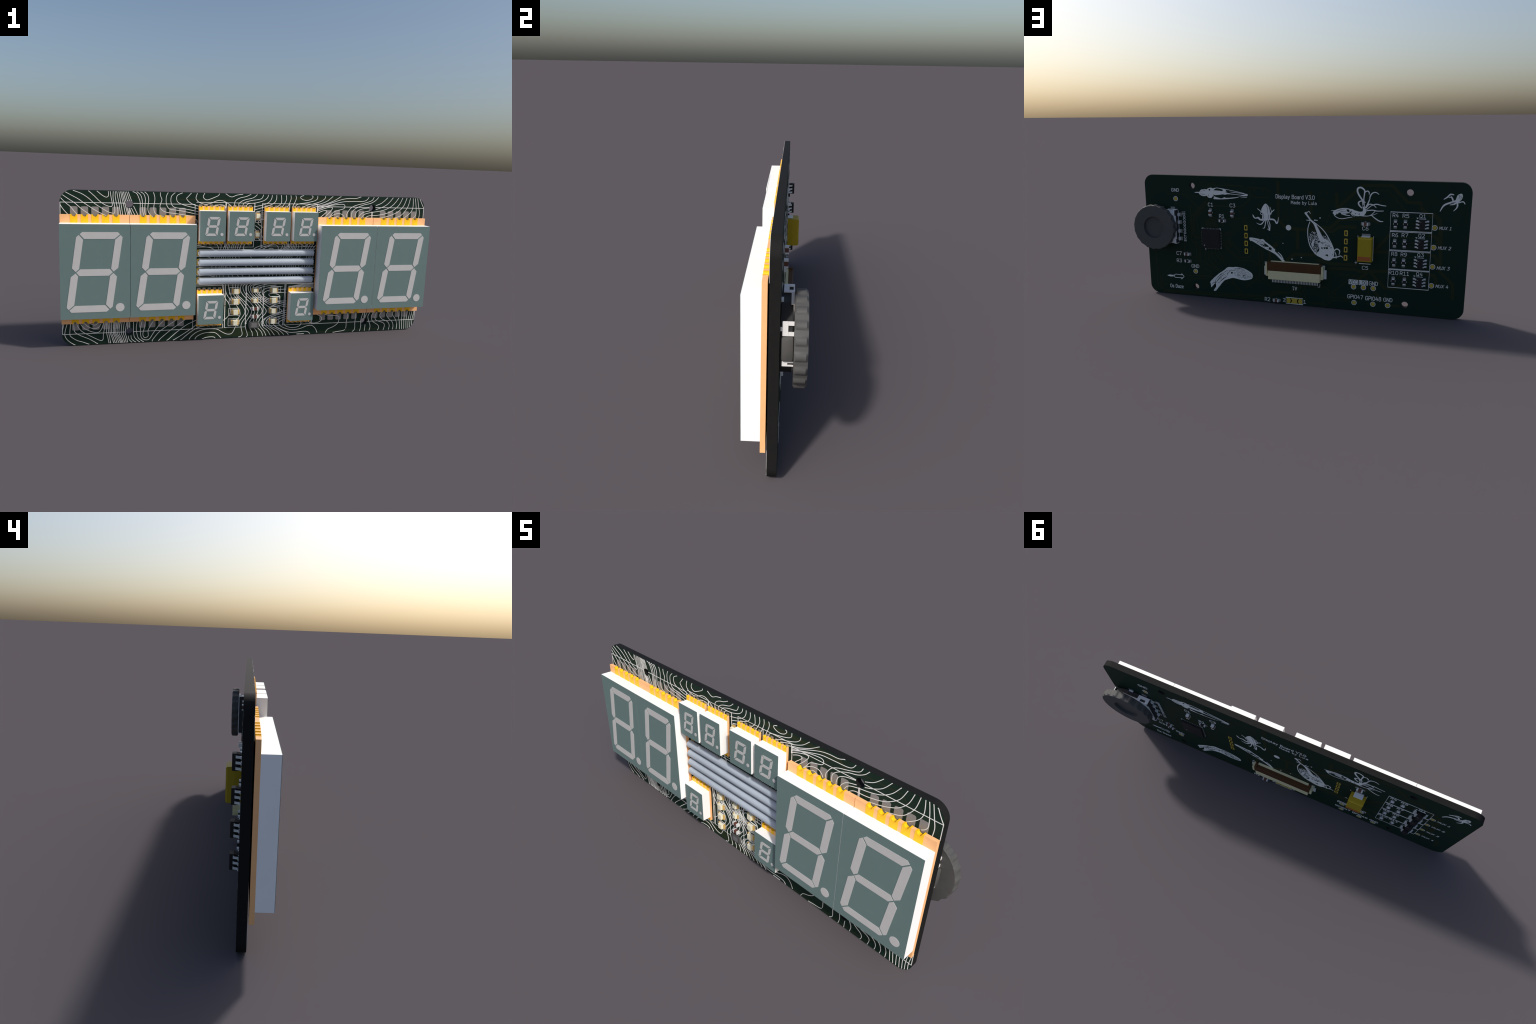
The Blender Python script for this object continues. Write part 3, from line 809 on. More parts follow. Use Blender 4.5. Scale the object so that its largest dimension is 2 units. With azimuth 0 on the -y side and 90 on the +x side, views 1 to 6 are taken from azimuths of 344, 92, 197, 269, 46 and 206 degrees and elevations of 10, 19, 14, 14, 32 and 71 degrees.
stroke([(.773, .124), (.762, .131), (.731, .129), (.721, .136), (.714, .129), (.706, .119), (.715, .110), (.723, .102), (.732, .110), (.767, .109), (.773, .118), (.773, .124)], .0035, .0035)
stroke([(.731, .129), (.714, .129)], .003, .003)
stroke([(.732, .110), (.715, .110)], .003, .003)
art.finish("squid_drawing", [M["silk"], M["mask"]], board)
art = Drawing()
stroke([(-.120, .516), (-.108, .473), (-.110, .417), (-.125, .366), (-.158, .323)], .004, .005, .005, .006, .008)
stroke([(-.135, .521), (-.188, .481), (-.221, .442), (-.252, .385), (-.263, .352)], .003, .005, .005, .006, .008)
stroke([(-.091, .567), (-.105, .550), (-.124, .526), (-.147, .505), (-.164, .472), (-.183, .429), (-.203, .397)], .01, .01, .008, .012, .017, .025, .03)
stroke([(-.100, .563), (-.113, .576), (-.123, .562)], .004, .004, .003)
stroke([(-.098, .524), (-.124, .523)], .003, .006)
stroke([(-.145, .526), (-.167, .525)], .007, .003)
stroke([(-.087, .564), (-.100, .570)], .004, .007)
blob([(-.174, .387), (-.203, .419), (-.233, .406), (-.255, .378), (-.265, .348), (-.263, .315), (-.242, .293), (-.212, .293), (-.186, .306), (-.160, .319), (-.167, .338), (-.178, .354)])
blob([(-.133, .392), (-.138, .406), (-.145, .403), (-.142, .374), (-.135, .366), (-.131, .377)])
stroke([(-.263, .350), (-.281, .363), (-.298, .352), (-.294, .328)], .006, .007, .006, .003)
stroke([(-.269, .347), (-.277, .327), (-.278, .304)], .004, .005, .003)
stroke([(-.257, .310), (-.286, .316), (-.305, .323), (-.318, .313)], .008, .006, .005, .002)
gap([(-.189, .360), (-.193, .370), (-.198, .360)])
gap([(-.202, .367), (-.216, .368), (-.210, .358)])
gap([(-.218, .360), (-.220, .371), (-.229, .367), (-.226, .359)])
gap([(-.165, .344), (-.169, .355), (-.176, .348), (-.169, .338)])
gap([(-.212, .322), (-.227, .327), (-.229, .316), (-.221, .319)])
gap([(-.254, .327), (-.257, .331), (-.256, .324)])
speckle([(-.117, .444), (-.132, .458), (-.164, .454), (-.171, .436), (-.185, .399), (-.174, .361), (-.159, .327), (-.133, .362), (-.119, .407)], 330, .0012, .0024)
speckle([(-.203, .445), (-.233, .417), (-.254, .377), (-.241, .373), (-.211, .401), (-.199, .419)], 60, .0012, .0024)
speckle([(-.177, .403), (-.233, .399), (-.252, .363), (-.200, .378)], 40, .0010, .0020, dark=True)
art.finish("squid_drawing", [M["silk"], M["mask"]], board)
art = Drawing()
blob([(-.254, .577), (-.281, .596), (-.323, .604), (-.363, .599), (-.377, .594), (-.405, .587), (-.423, .590), (-.433, .608), (-.445, .592), (-.434, .569), (-.413, .562), (-.385, .561), (-.367, .569), (-.349, .575), (-.314, .565), (-.295, .575), (-.267, .561)])
stroke([(-.245, .586), (-.272, .587)], .002, .005)
stroke([(-.261, .561), (-.282, .546), (-.310, .542), (-.350, .551), (-.367, .554)], .003, .004, .004, .004, .002)
stroke([(-.303, .570), (-.328, .564), (-.353, .562)], .004, .005, .003)
stroke([(-.360, .569), (-.380, .556)], .005, .001)
stroke([(-.419, .607), (-.403, .624), (-.400, .638), (-.414, .647), (-.439, .640)], .006, .008, .008, .006, .004)
stroke([(-.426, .646), (-.403, .677), (-.392, .701), (-.395, .718), (-.412, .722), (-.430, .709), (-.432, .695), (-.429, .667), (-.428, .646)], .008, .009, .009, .009, .009, .008, .007, .006, .007)
stroke([(-.432, .695), (-.447, .704), (-.457, .696), (-.457, .683)], .005, .006, .006, .002)
stroke([(-.440, .608), (-.456, .644), (-.465, .679), (-.479, .695), (-.496, .697), (-.512, .687)], .009, .007, .007, .006, .005, .003)
stroke([(-.440, .608), (-.460, .630), (-.484, .626), (-.499, .612)], .008, .006, .005, .003)
stroke([(-.444, .598), (-.471, .622), (-.498, .632), (-.526, .627), (-.553, .624)], .004, .004, .006, .005, .004)
stroke([(-.447, .594), (-.479, .598), (-.506, .594), (-.540, .596)], .005, .006, .005, .004)
stroke([(-.417, .564), (-.455, .564), (-.476, .574), (-.497, .598)], .006, .004, .004, .003)
stroke([(-.455, .564), (-.483, .571), (-.507, .583)], .003, .003, .001)
stroke([(-.469, .572), (-.498, .550), (-.522, .537), (-.540, .537)], .003, .006, .006, .003)
stroke([(-.433, .597), (-.428, .625), (-.426, .648)], .015, .012, .014)
gap([(-.333, .595), (-.345, .596), (-.350, .586), (-.340, .583)])
gap([(-.349, .579), (-.363, .589), (-.358, .578)])
gap([(-.382, .575), (-.385, .578), (-.387, .575), (-.384, .572)])
gap([(-.402, .573), (-.405, .576), (-.408, .573), (-.404, .569)])
gap([(-.272, .567), (-.276, .570), (-.277, .565)])
gap([(-.424, .621), (-.427, .625), (-.431, .620), (-.426, .616)])
stroke([(-.270, .581), (-.295, .591), (-.331, .600)], .0006, .0022, .0006, gap=True)
stroke([(-.281, .571), (-.302, .581), (-.331, .584)], .0006, .0022, .0006, gap=True)
stroke([(-.310, .574), (-.331, .571), (-.345, .579)], .0006, .0022, .0006, gap=True)
stroke([(-.428, .639), (-.427, .625), (-.433, .611)], .0006, .0022, .0006, gap=True)
stroke([(-.449, .640), (-.457, .658), (-.464, .675)], .0006, .0022, .0006, gap=True)
art.finish("squid_drawing", [M["silk"], M["mask"]], board)
art = Drawing()
blob([(-.918, .676), (-.924, .695), (-.939, .705), (-.950, .701), (-.950, .682), (-.942, .669), (-.931, .658), (-.920, .659), (-.916, .668)])
stroke([(-.923, .665), (-.889, .655), (-.858, .639), (-.840, .606)], .014, .009, .009, .003)
stroke([(-.925, .661), (-.928, .641), (-.923, .626), (-.909, .611)], .009, .008, .006, .002)
stroke([(-.932, .656), (-.955, .663), (-.966, .650)], .005, .006, .004)
stroke([(-.904, .667), (-.898, .681), (-.891, .690)], .008, .008, .004)
stroke([(-.855, .672), (-.874, .685), (-.889, .700), (-.907, .698)], .003, .008, .008, .005)
stroke([(-.882, .683), (-.899, .686)], .004, .002)
stroke([(-.888, .643), (-.911, .649), (-.923, .661)], .002, .008, .012)
stroke([(-.930, .698), (-.937, .692), (-.932, .678)], .0006, .002, .0006, gap=True)
stroke([(-.940, .695), (-.944, .685), (-.940, .675)], .0006, .002, .0006, gap=True)
stroke([(-.895, .655), (-.911, .659), (-.920, .658)], .0006, .002, .0006, gap=True)
art.finish("squid_drawing", [M["silk"], M["mask"]], board)

# dots, boxes and marks of the back print
marks = Print(BACK, .0007)
def mark(*pts, width=.0028, closed=False):
    marks.ribbon(list(pts), width, closed)
for x, z, r in ((.0095, .4735, .0165), (-.180, .540, .004), (.044, .377, .0028), (-.012, .284, .004), (-.069, .297, .0034)):
    marks.area(circle(x, z, r, 20))
for z0, z1 in ((.593, .4885), (.4830, .3785), (.3730, .268), (.2635, .1585)):
    mark((-.580, z0), (-.8045, z0), (-.8045, z1), (-.580, z1), closed=True)
for i in range(4):
    z = .560 - .1095 * i
    mark((-.733, z), (-.771, z))
    marks.area([(-.7185, z + .0065), (-.7305, z + .0065), (-.7245, z - .001)])
mark((-.4895, .449), (-.4895, .304))
mark((-.4015, .449), (-.4015, .436))
mark((-.411, .286), (-.478, .286), width=.0048)
mark((.146, .2555), (.157, .2555), (.157, .241))
mark((-.190, .2555), (-.211, .2555), (-.2105, .228))
mark((-.184, .143), (-.1825, .1235), (-.170, .1235))
mark((.0265, .0420), (-.0795, .0420), (-.0795, .0035), (.0265, .0035), closed=True)
for sx, sz in ((1, 1), (-1, 1), (-1, -1)):
    mark((.504 + .062 * sx, .381 + .052 * sz), (.504 + .062 * sx, .381 + .062 * sz), (.504 + .050 * sx, .381 + .062 * sz))
marks.area([(.5415, .308), (.5515, .308), (.5465, .317)])
for x, z in ((-.381, .172), (-.440, .172)):
    marks.area([(x - .0265, z - .0145), (x + .0265, z - .0145), (x + .0265, z + .0145), (x - .0265, z + .0145)])
marks.finish("printed_marks", M["silk"], board, "stuff")

# lettering: single-stroke letters, cap height 1, drawn with a round pen
BOWL = [(.46, .54), (.34, .66), (.16, .66), (.04, .52), (.04, .14), (.16, 0), (.34, 0), (.46, .12)]
ROUND = [(.2, 0), (.42, 0), (.58, .2), (.58, .8), (.42, 1), (.2, 1), (.04, .8), (.04, .2), (.2, 0)]
SIX = [(.5, 1), (.3, 1), (.12, .8), (.04, .5), (.04, .16), (.18, 0), (.42, 0), (.56, .16), (.56, .42), (.42, .58), (.18, .58), (.04, .44)]
mirror = lambda line: [(.5 - x, z) for x, z in line]
LETTERS = {
    "A": [[(.02, 0), (.3, 1), (.58, 0)], [(.11, .3), (.49, .3)]],
    "B": [[(.05, 0), (.05, 1), (.4, 1), (.53, .88), (.53, .66), (.4, .54), (.05, .54)], [(.4, .54), (.58, .4), (.58, .14), (.42, 0), (.05, 0)]],
    "C": [[(.58, .84), (.44, 1), (.2, 1), (.03, .82), (.03, .18), (.2, 0), (.44, 0), (.58, .16)]],
    "D": [[(.05, 0), (.05, 1), (.34, 1), (.58, .8), (.58, .2), (.34, 0), (.05, 0)]],
    "G": [[(.6, .85), (.48, 1), (.18, 1), (.02, .82), (.02, .18), (.18, 0), (.46, 0), (.62, .15), (.62, .48), (.36, .48)]],
    "I": [[(.08, 0), (.08, 1)]],
    "L": [[(.06, 1), (.06, 0), (.52, 0)]],
    "M": [[(.03, 0), (.03, 1), (.3, .35), (.57, 1), (.57, 0)]],
    "N": [[(.04, 0), (.04, 1), (.58, 0), (.58, 1)]],
    "O": [ROUND], "0": [ROUND],
    "P": [[(.05, 0), (.05, 1), (.42, 1), (.56, .84), (.56, .6), (.42, .46), (.05, .46)]],
    "Q": [ROUND, [(.36, .22), (.62, -.06)]],
    "R": [[(.05, 0), (.05, 1), (.42, 1), (.56, .86), (.56, .6), (.42, .46), (.05, .46)], [(.34, .46), (.58, 0)]],
    "U": [[(.05, 1), (.05, .18), (.2, 0), (.4, 0), (.56, .18), (.56, 1)]],
    "V": [[(.02, 1), (.3, 0), (.58, 1)]],
    "X": [[(.04, 1), (.56, 0)], [(.04, 0), (.56, 1)]],
    "1": [[(.1, .82), (.3, 1), (.3, 0)], [(.06, 0), (.54, 0)]],
    "2": [[(.05, .86), (.18, 1), (.42, 1), (.55, .86), (.55, .66), (.05, 0), (.58, 0)]],
    "3": [[(.04, 1), (.54, 1), (.28, .6), (.44, .58), (.56, .42), (.56, .16), (.42, 0), (.16, 0), (.03, .12)]],
    "4": [[(.42, .66), (.42, 0)], [(.26, 1), (.04, .3), (.58, .3)]],
    "5": [[(.54, 1), (.1, 1), (.06, .54), (.2, .62), (.4, .62), (.55, .48), (.55, .16), (.4, 0), (.18, 0), (.04, .12)]],
    "6": [SIX],
    "7": [[(.04, 1), (.58, 1), (.22, 0)]],
    "8": [[(.2, .54), (.08, .66), (.08, .88), (.2, 1), (.4, 1), (.52, .88), (.52, .66), (.4, .54), (.2, .54), (.04, .38), (.04, .14), (.18, 0), (.42, 0), (.56, .14), (.56, .38), (.4, .54)]],
    "9": [[(.6 - x, 1 - z) for x, z in SIX]],
    "a": [[(.08, .58), (.2, .66), (.36, .66), (.46, .54), (.46, 0)], [(.46, .36), (.16, .36), (.04, .24), (.04, .1), (.14, 0), (.34, 0), (.46, .12)]],
    "b": [[(.04, 1), (.04, 0)], mirror(BOWL)],
    "c": [[(.45, .54), (.34, .66), (.16, .66), (.04, .52), (.04, .14), (.16, 0), (.34, 0), (.45, .1)]],
    "d": [[(.46, 1), (.46, 0)], BOWL],
    "e": [[(.04, .36), (.46, .36), (.46, .52), (.34, .66), (.16, .66), (.04, .52), (.04, .14), (.16, 0), (.42, .02)]],
    "i": [[(.06, .66), (.06, 0)], [(.06, .86), (.06, .94)]],
    "l": [[(.08, 1), (.08, .1), (.18, 0)]],
    "o": [BOWL + [(.46, .54)]],
    "p": [[(.04, .66), (.04, -.3)], mirror(BOWL)],
    "r": [[(.06, .66), (.06, 0)], [(.06, .46), (.2, .64), (.36, .64)]],
    "s": [[(.44, .56), (.34, .66), (.16, .66), (.06, .56), (.08, .42), (.4, .26), (.46, .14), (.36, 0), (.14, 0), (.04, .1)]],
    "u": [[(.05, .66), (.05, .14), (.17, 0), (.33, 0), (.46, .14)], [(.46, .66), (.46, 0)]],
    "y": [[(.03, .66), (.25, 0)], [(.47, .66), (.25, 0), (.14, -.26), (.02, -.3)]],
    "z": [[(.04, .66), (.46, .66), (.04, 0), (.46, 0)]],
    "+": [[(.3, .02), (.3, .98)], [(.02, .5), (.58, .5)]],
    ".": [[(.06, 0), (.06, .07)]],
}

def label(text, x, z, width, height, turn=0, slant=0.0, mat="silk", lift=.0007, pen=.112):
    lines, at = [], 0.0
    for ch in text:
        if ch == " ":
            at += .42
            continue
        strokes = LETTERS[ch]
        xs = [p[0] for s in strokes for p in s]
        lines += [[(at + px - min(xs), pz) for px, pz in s] for s in strokes]
        at += max(xs) - min(xs) + .24
    span = at - .24
    sz = height / (1 + pen)
    sx = min((width - pen * height) / span, 1.6 * sz)
    ink = Print(BACK, lift)
    a = math.radians(turn)
    pieces = []
    for line in lines:                            # lift the pen at sharp corners
        cut = [0]
        for i in range(1, len(line) - 1):
            (ax, az), (bx, bz), (cx, cz) = line[i - 1:i + 2]
            if (bx - ax) * (cx - bx) + (bz - az) * (cz - bz) < .15 * math.hypot(bx - ax, bz - az) * math.hypot(cx - bx, cz - bz):
                cut.append(i)
        cut.append(len(line) - 1)
        pieces += [line[i:j + 1] for i, j in zip(cut, cut[1:])]
    for line in pieces:
        pts = []
        for px, pz in line:
            u, w = (px - span / 2) * sx, (pz - .5) * sz
            u += w * slant
            u, w = u * math.cos(a) - w * math.sin(a), u * math.sin(a) + w * math.cos(a)
            pts.append((-u, w))
        for i, j in ((0, 1), (-1, -2)):          # square pen ends
            l = math.hypot(pts[i][0] - pts[j][0], pts[i][1] - pts[j][1]) or 1
            if pts[0] != pts[-1]:
                k = pen * height * .45 / l
                pts[i] = (pts[i][0] + (pts[i][0] - pts[j][0]) * k, pts[i][1] + (pts[i][1] - pts[j][1]) * k)
        ink.ribbon([(x + px, z + pz) for px, pz in pts], pen * height)
    return ink.finish("label", M[mat], board)

label('GND', 0.737, 0.673, width=0.052, height=0.0213)
label('C1', 0.503, 0.591, width=0.033, height=0.0226)
label('C3', 0.360, 0.591, width=0.035, height=0.0224)
label('R1', 0.432, 0.523, width=0.034, height=0.0235)
label('C7', 0.732, 0.272, width=0.036, height=0.0238)
label('R3', 0.733, 0.224, width=0.035, height=0.0231)
label('GND', 0.623, 0.195, width=0.052, height=0.0226)
label('Os Daze', 0.760, 0.052, width=0.094, height=0.0246)
label('Display Board V3.0', -0.030, 0.656, width=0.234, height=0.0247)
label('Made by Lula', -0.082, 0.624, width=0.153, height=0.0200)
label('C6', -0.442, 0.492, width=0.035, height=0.0215)
label('C5', -0.447, 0.262, width=0.035, height=0.0223)
label('+', -0.394, 0.290, width=0.019, height=0.0186)
label('A1', -0.028, 0.102, width=0.031, height=0.0225, turn=180)
label('R2', 0.145, 0.019, width=0.035, height=0.0243)
label('2', 0.038, 0.024, width=0.015, height=0.0221)
label('1', -0.091, 0.023, width=0.016, height=0.0218)
label('GND', -0.498, 0.172, width=0.051, height=0.0243)
label('GPIO47', -0.395, 0.083, width=0.092, height=0.0241)
label('GPIO48', -0.500, 0.081, width=0.092, height=0.0258)
label('GND', -0.584, 0.081, width=0.051, height=0.0237)
label('MUX 1', -0.875, 0.515, width=0.065, height=0.0178, slant=.2)
label('MUX 2', -0.877, 0.405, width=0.068, height=0.0185, slant=.2)
label('MUX 3', -0.877, 0.291, width=0.067, height=0.0195, slant=.2)
label('MUX 4', -0.877, 0.186, width=0.068, height=0.0191, slant=.2)
label('R4', -0.607, 0.575, width=0.033, height=0.0227)
label('R5', -0.662, 0.574, width=0.035, height=0.0225)
label('Q1', -0.752, 0.576, width=0.035, height=0.0213)
label('R6', -0.608, 0.463, width=0.033, height=0.0216)
label('R7', -0.662, 0.465, width=0.035, height=0.0219)
label('Q2', -0.752, 0.467, width=0.035, height=0.0217)
label('R8', -0.609, 0.355, width=0.033, height=0.0220)
label('R9', -0.661, 0.355, width=0.034, height=0.0219)
label('Q3', -0.752, 0.358, width=0.035, height=0.0213)
label('R10', -0.609, 0.245, width=0.052, height=0.0227)
label('R11', -0.670, 0.245, width=0.051, height=0.0230)
label('Q4', -0.752, 0.248, width=0.036, height=0.0221)
label('scrooooooolll', .687, .446, width=.190, height=.0225, turn=90)
label('VCC', -.381, .172, width=.046, height=.0225, mat="mask", lift=.0020, pen=.10)
label('LDO', -.440, .172, width=.043, height=.0225, mat="mask", lift=.0020, pen=.10)

# ------------------------------------------------------------------ pads
def pad_mesh(name, w, h, side, mat="solder", r=.003, lift=.0005):
    return prism_mesh(name, M[mat], rounded_rect(-w / 2, w / 2, -h / 2, h / 2, min(r, w * .45, h * .45), 4), side * (HALF - .0003), side * (HALF + lift))

def pads(mesh, *spots):
    for x, z in spots:
        place("solder_pad", mesh, board, (x, 0, z))

ring_pad = bmesh.new()
for (ri, ro, y, mi) in ((.0121, .0152, .0007, 0), (0, .0101, .0006, 1)):
    outer = circle(0, 0, ro, 28)
    if ri:
        for i in range(28):
            a, b = outer[i], outer[(i + 1) % 28]
            q = [(p[0] * s, y0, p[1] * s) for p, s in ((a, 1), (b, 1), (b, ri / ro), (a, ri / ro)) for y0 in (HALF + y,)]
            ring_pad.faces.new([ring_pad.verts.new(c) for c in q]).material_index = mi
            q = [(a[0], HALF + y, a[1]), (b[0], HALF + y, b[1]), (b[0], HALF - .0003, b[1]), (a[0], HALF - .0003, a[1])]
            ring_pad.faces.new([ring_pad.verts.new(c) for c in q]).material_index = mi
    else:
        add_prism(ring_pad, outer, HALF - .0003, HALF + y, mi)
ring_pad = mesh_from(ring_pad, "test_point", [M["silk"], M["test"]])
for x, z in ((.736, .619), (.622, .161), (-.384, .143), (-.4415, .143), (-.498, .143), (-.389, .047), (-.499, .047), (-.584, .0475),
             (-.8185, .515), (-.8185, .405), (-.819, .2955), (-.819, .186)):
    place("test_point", ring_pad, board, (x, 0, z))

# gilded slots that hold the light tubes
def slot_ring(side):
    bm = bmesh.new()
    o = rounded_rect(-.0105, .0105, -.0168, .0168, .0045, 5)
    i = rounded_rect(-.0046, .0046, -.0106, .0106, .0044, 5)
    y = side * (HALF + .0006)
    vo = [[bm.verts.new((x, yy, z)) for x, z in o] for yy in (y, side * (HALF - .0003))]
    vi = [[bm.verts.new((x, yy, z)) for x, z in i] for yy in (y, side * (HALF - .0003))]
    for k in range(len(o)):
        j = (k + 1) % len(o)
        bm.faces.new((vo[0][k], vo[0][j], vi[0][j], vi[0][k]))
        bm.faces.new((vo[0][k], vo[0][j], vo[1][j], vo[1][k]))
        bm.faces.new((vi[0][k], vi[0][j], vi[1][j], vi[1][k]))
    return mesh_from(bm, "slot_ring", M["test"])
for side in (FRONT, BACK):
    me = slot_ring(side)
    for x in SLOT_X:
        for z in SLOT_Z:
            place("slot_ring", me, board, (x, 0, z))

# solder bridge: three gilt areas with chevron gaps
for pts in ([(.0215, .0065), (.0215, .0385), (.0025, .0385), (-.0055, .0225), (.0025, .0065)],
            [(-.0035, .0385), (-.0115, .0225), (-.0035, .0065), (-.0495, .0065), (-.0415, .0225), (-.0495, .0385)],
            [(-.0745, .0065), (-.0745, .0385), (-.0555, .0385), (-.0475, .0225), (-.0555, .0065)]):
    place("solder_bridge", prism_mesh("solder_bridge", M["test"], pts, HALF - .0003, HALF + .0006), board)

# ------------------------------------------------------------------ seven-segment digits
def segment_shapes(w, h, t, c, g):
    """Upright outlines of the seven bars of a digit with half size (w, h), bar t, corner cut c, gap g."""
    top = [(-w + c, h), (w - c, h), (w - c / 2 - g, h - c / 2 + g), (w - t - 2 * g, h - t), (-w + t + 2 * g, h - t), (-w + c / 2 + g, h - c / 2 + g)]
    up = [(-w + c / 2 - g, h - c / 2 - g), (-w + t, h - t - 2 * g), (-w + t, .54 * t), (-w + .585 * t, .11 * t), (-w, .65 * t), (-w, h - c)]
    mid = [(-w + t * .68, .0), (-w + t * 1.17, t / 2), (w - t * 1.17, t / 2), (w - t * .68, 0), (w - t * 1.17, -t / 2), (-w + t * 1.17, -t / 2)]
    fx = lambda s: [(-x, z) for x, z in s]
    fz = lambda s: [(x, -z) for x, z in s]
    return [top, up, fx(up), mid, fz(up), fz(fx(up)), fz(top)]

def terminal_mesh(name, w, reach, notch, depth, y_front, y_back, sign):
    pts = [(-w / 2, -reach), (-w / 2, .0006)]
    pts += [(notch * math.cos(math.pi - a), .0006 - depth * math.sin(a)) for a in [math.pi * k / 10 for k in range(11)]]
    pts += [(w / 2, .0006), (w / 2, -reach)]
    return prism_mesh(name, M["gold"], [(x, z * sign) for x, z in pts], y_front - .0007, y_back + .0004)

def digit_kind(name, half, base_half, y_face, y_base, y_back, pitch, tw, notch, digit, shift, shear, dot):
    (hx, hz), (bx, bz) = half, base_half
    reach = bz - hz + .003
    notches = []
    for k in range(-2, 3):
        x = k * pitch
        notches += [(x - notch - .0004, bz)] + [(x + (notch + .0004) * math.cos(math.pi - a), bz - (notch + .0010) * math.sin(a)) for a in [math.pi * j / 10 for j in range(1, 10)]] + [(x + notch + .0004, bz)]
    outline_ = [(-bx, bz)] + notches + [(bx, bz)] + [(-x, -z) for x, z in [(-bx, bz)] + notches + [(bx, bz)]]
    kit = dict(
        case=box_mesh(name, M["white"], (-hx, hx), (y_face + .0010, y_base), (-hz, hz)),
        base=prism_mesh("base_plate", M["tan"], outline_, y_base, y_back),
        panel=box_mesh("front_panel", M["panel"], (-hx, hx), (y_face, y_face + .0011), (-hz, hz)),
        dot=prism_mesh("decimal_point", M["segment"], circle(0, 0, dot[2], 32), y_face - .0009, y_face + .0005),
        up=terminal_mesh("terminal", tw, reach, notch, notch, y_base, y_back, 1),
        down=terminal_mesh("terminal", tw, reach, notch, notch, y_base, y_back, -1),
        segments=[prism_mesh("segment", M["segment"], [(x + z * shear + shift[0], z + shift[1]) for x, z in s], y_face - .0009, y_face + .0005)
                  for s in segment_shapes(*digit)])
    def build(cx, cz):
        case = place(name, kit["case"], None, (cx, 0, cz))
        place("base_plate", kit["base"], case)
        place("front_panel", kit["panel"], case)
        for s in kit["segments"]:
            place("segment", s, case)
        place("decimal_point", kit["dot"], case, (dot[0], 0, dot[1]))
        for k in range(-2, 3):
            place("terminal", kit["up"], case, (k * pitch, 0, bz))
            place("terminal", kit["down"], case, (k * pitch, 0, -bz))
    return build

large = digit_kind("large_digit", (.1601, .2287), (.1601, .2675), -.0915, -.0350, -.0195, .04835, .0332, .0104,
                   (.1054, .1935, .0327, .0245, .0018), (-.0035, -.0015), .139, (.1132, -.1749, .0207))
small = digit_kind("small_digit", (.0652, .0760), (.0660, .0963), -.0720, -.0285, -.0175, .0273, .0176, .0056,
                   (.0311, .0476, .0125, .0060, .0013), (-.0005, -.0007), .165, (.0461, -.0409, .0079))
LARGE_X, SMALL = (-.8399, -.5178, .4628, .7854), ((-.2750, .602), (-.1255, .602), (.0693, .602), (.2205, .602), (-.2750, .1715), (.2205, .1715))
big_pad, small_pad = pad_mesh("solder_pad", .0340, .066, FRONT, r=.007), pad_mesh("solder_pad", .0170, .030, FRONT, r=.003)
for cx in LARGE_X:
    large(cx, .3820)
    pads(big_pad, *[(cx + k * .04835, z) for k in range(-2, 3) for z in (.3820 + .272, .3820 - .2735)])
for cx, cz in SMALL:
    small(cx, cz)
    pads(small_pad, *[(cx + k * .0273, cz + s * .0895) for k in range(-2, 3) for s in (1, -1)])

# ------------------------------------------------------------------ light tubes
def tube_mesh(x0, x1, r, rim):
    bm = bmesh.new()
    prof = [(x0, 0), (x0, r - rim)] + [(x0 + rim - rim * math.cos(a), r - rim + rim * math.sin(a)) for a in (.4, .8, 1.2, 1.57)]
    prof += [(x1 - rim + rim * math.sin(a), r - rim + rim * math.cos(a)) for a in (0, .4, .8, 1.2, 1.57)] + [(x1, 0)]
    n, rings = 32, []
    for x, rr in prof:
        rings.append([bm.verts.new((x, rr * math.cos(2 * math.pi * k / n), rr * math.sin(2 * math.pi * k / n))) for k in range(n)])
    for a, b in zip(rings, rings[1:]):
        for k in range(n):
            bm.faces.new((a[k], a[(k + 1) % n], b[(k + 1) % n], b[k]))
    bmesh.ops.remove_doubles(bm, verts=bm.verts[:], dist=1e-7)
    return mesh_from(bm, "light_tube", M["tube"], 50)
tube = tube_mesh(-.3358, .2835, .0179, .006)
pale_strip = box_mesh("pale_strip", M["steel"], (-.3395, -.3365), (-.040, .0130), (-.0075, .0075))
pale_strip_far = box_mesh("pale_strip", M["steel"], (.2835, .2860), (-.040, -.0100), (-.0075, .0075))
for z in SLOT_Z:
    t = place("light_tube", tube, None, (0, -.0342, z))
    place("pale_strip", pale_strip, t, (0, .0342, 0))
    place("pale_strip", pale_strip_far, t, (0, .0342, 0))

# ------------------------------------------------------------------ small parts (built with their long side along x, upright from y=0 towards -y)
def lamp_kit(length, width, tall):
    body = bmesh.new()
    d = tall * .42
    add_box(body, -length * .40, length * .40, -d, -.0004, -width * .48, width * .48, 0)
    for s in (-1, 1):
        x = sorted((s * length * .5, s * length * .34))
        add_box(body, x[0], x[1], -d - .0004, -.0002, -width / 2, width / 2, 1)
    lens = bmesh.new()
    hx, hx2 = length * .33, length * .27
    lo = [(-hx, -width * .49), (hx, -width * .49), (hx, width * .49), (-hx, width * .49)]
    hi = [(-hx2, -width * .49), (hx2, -width * .49), (hx2, width * .49), (-hx2, width * .49)]
    a = [lens.verts.new((x, -d + .0005, z)) for x, z in lo]
    b = [lens.verts.new((x, -tall, z)) for x, z in hi]
    lens.faces.new(a)
    lens.faces.new(b[::-1])
    for k in range(4):
        lens.faces.new((a[k], b[k], b[(k + 1) % 4], a[(k + 1) % 4]))
    return (mesh_from(body, "lamp", [M["lampbody"], M["lampgold"]]), mesh_from(lens, "lens", M["lamp"]),
            pad_mesh("solder_pad", length * .36, width * 1.08, FRONT))

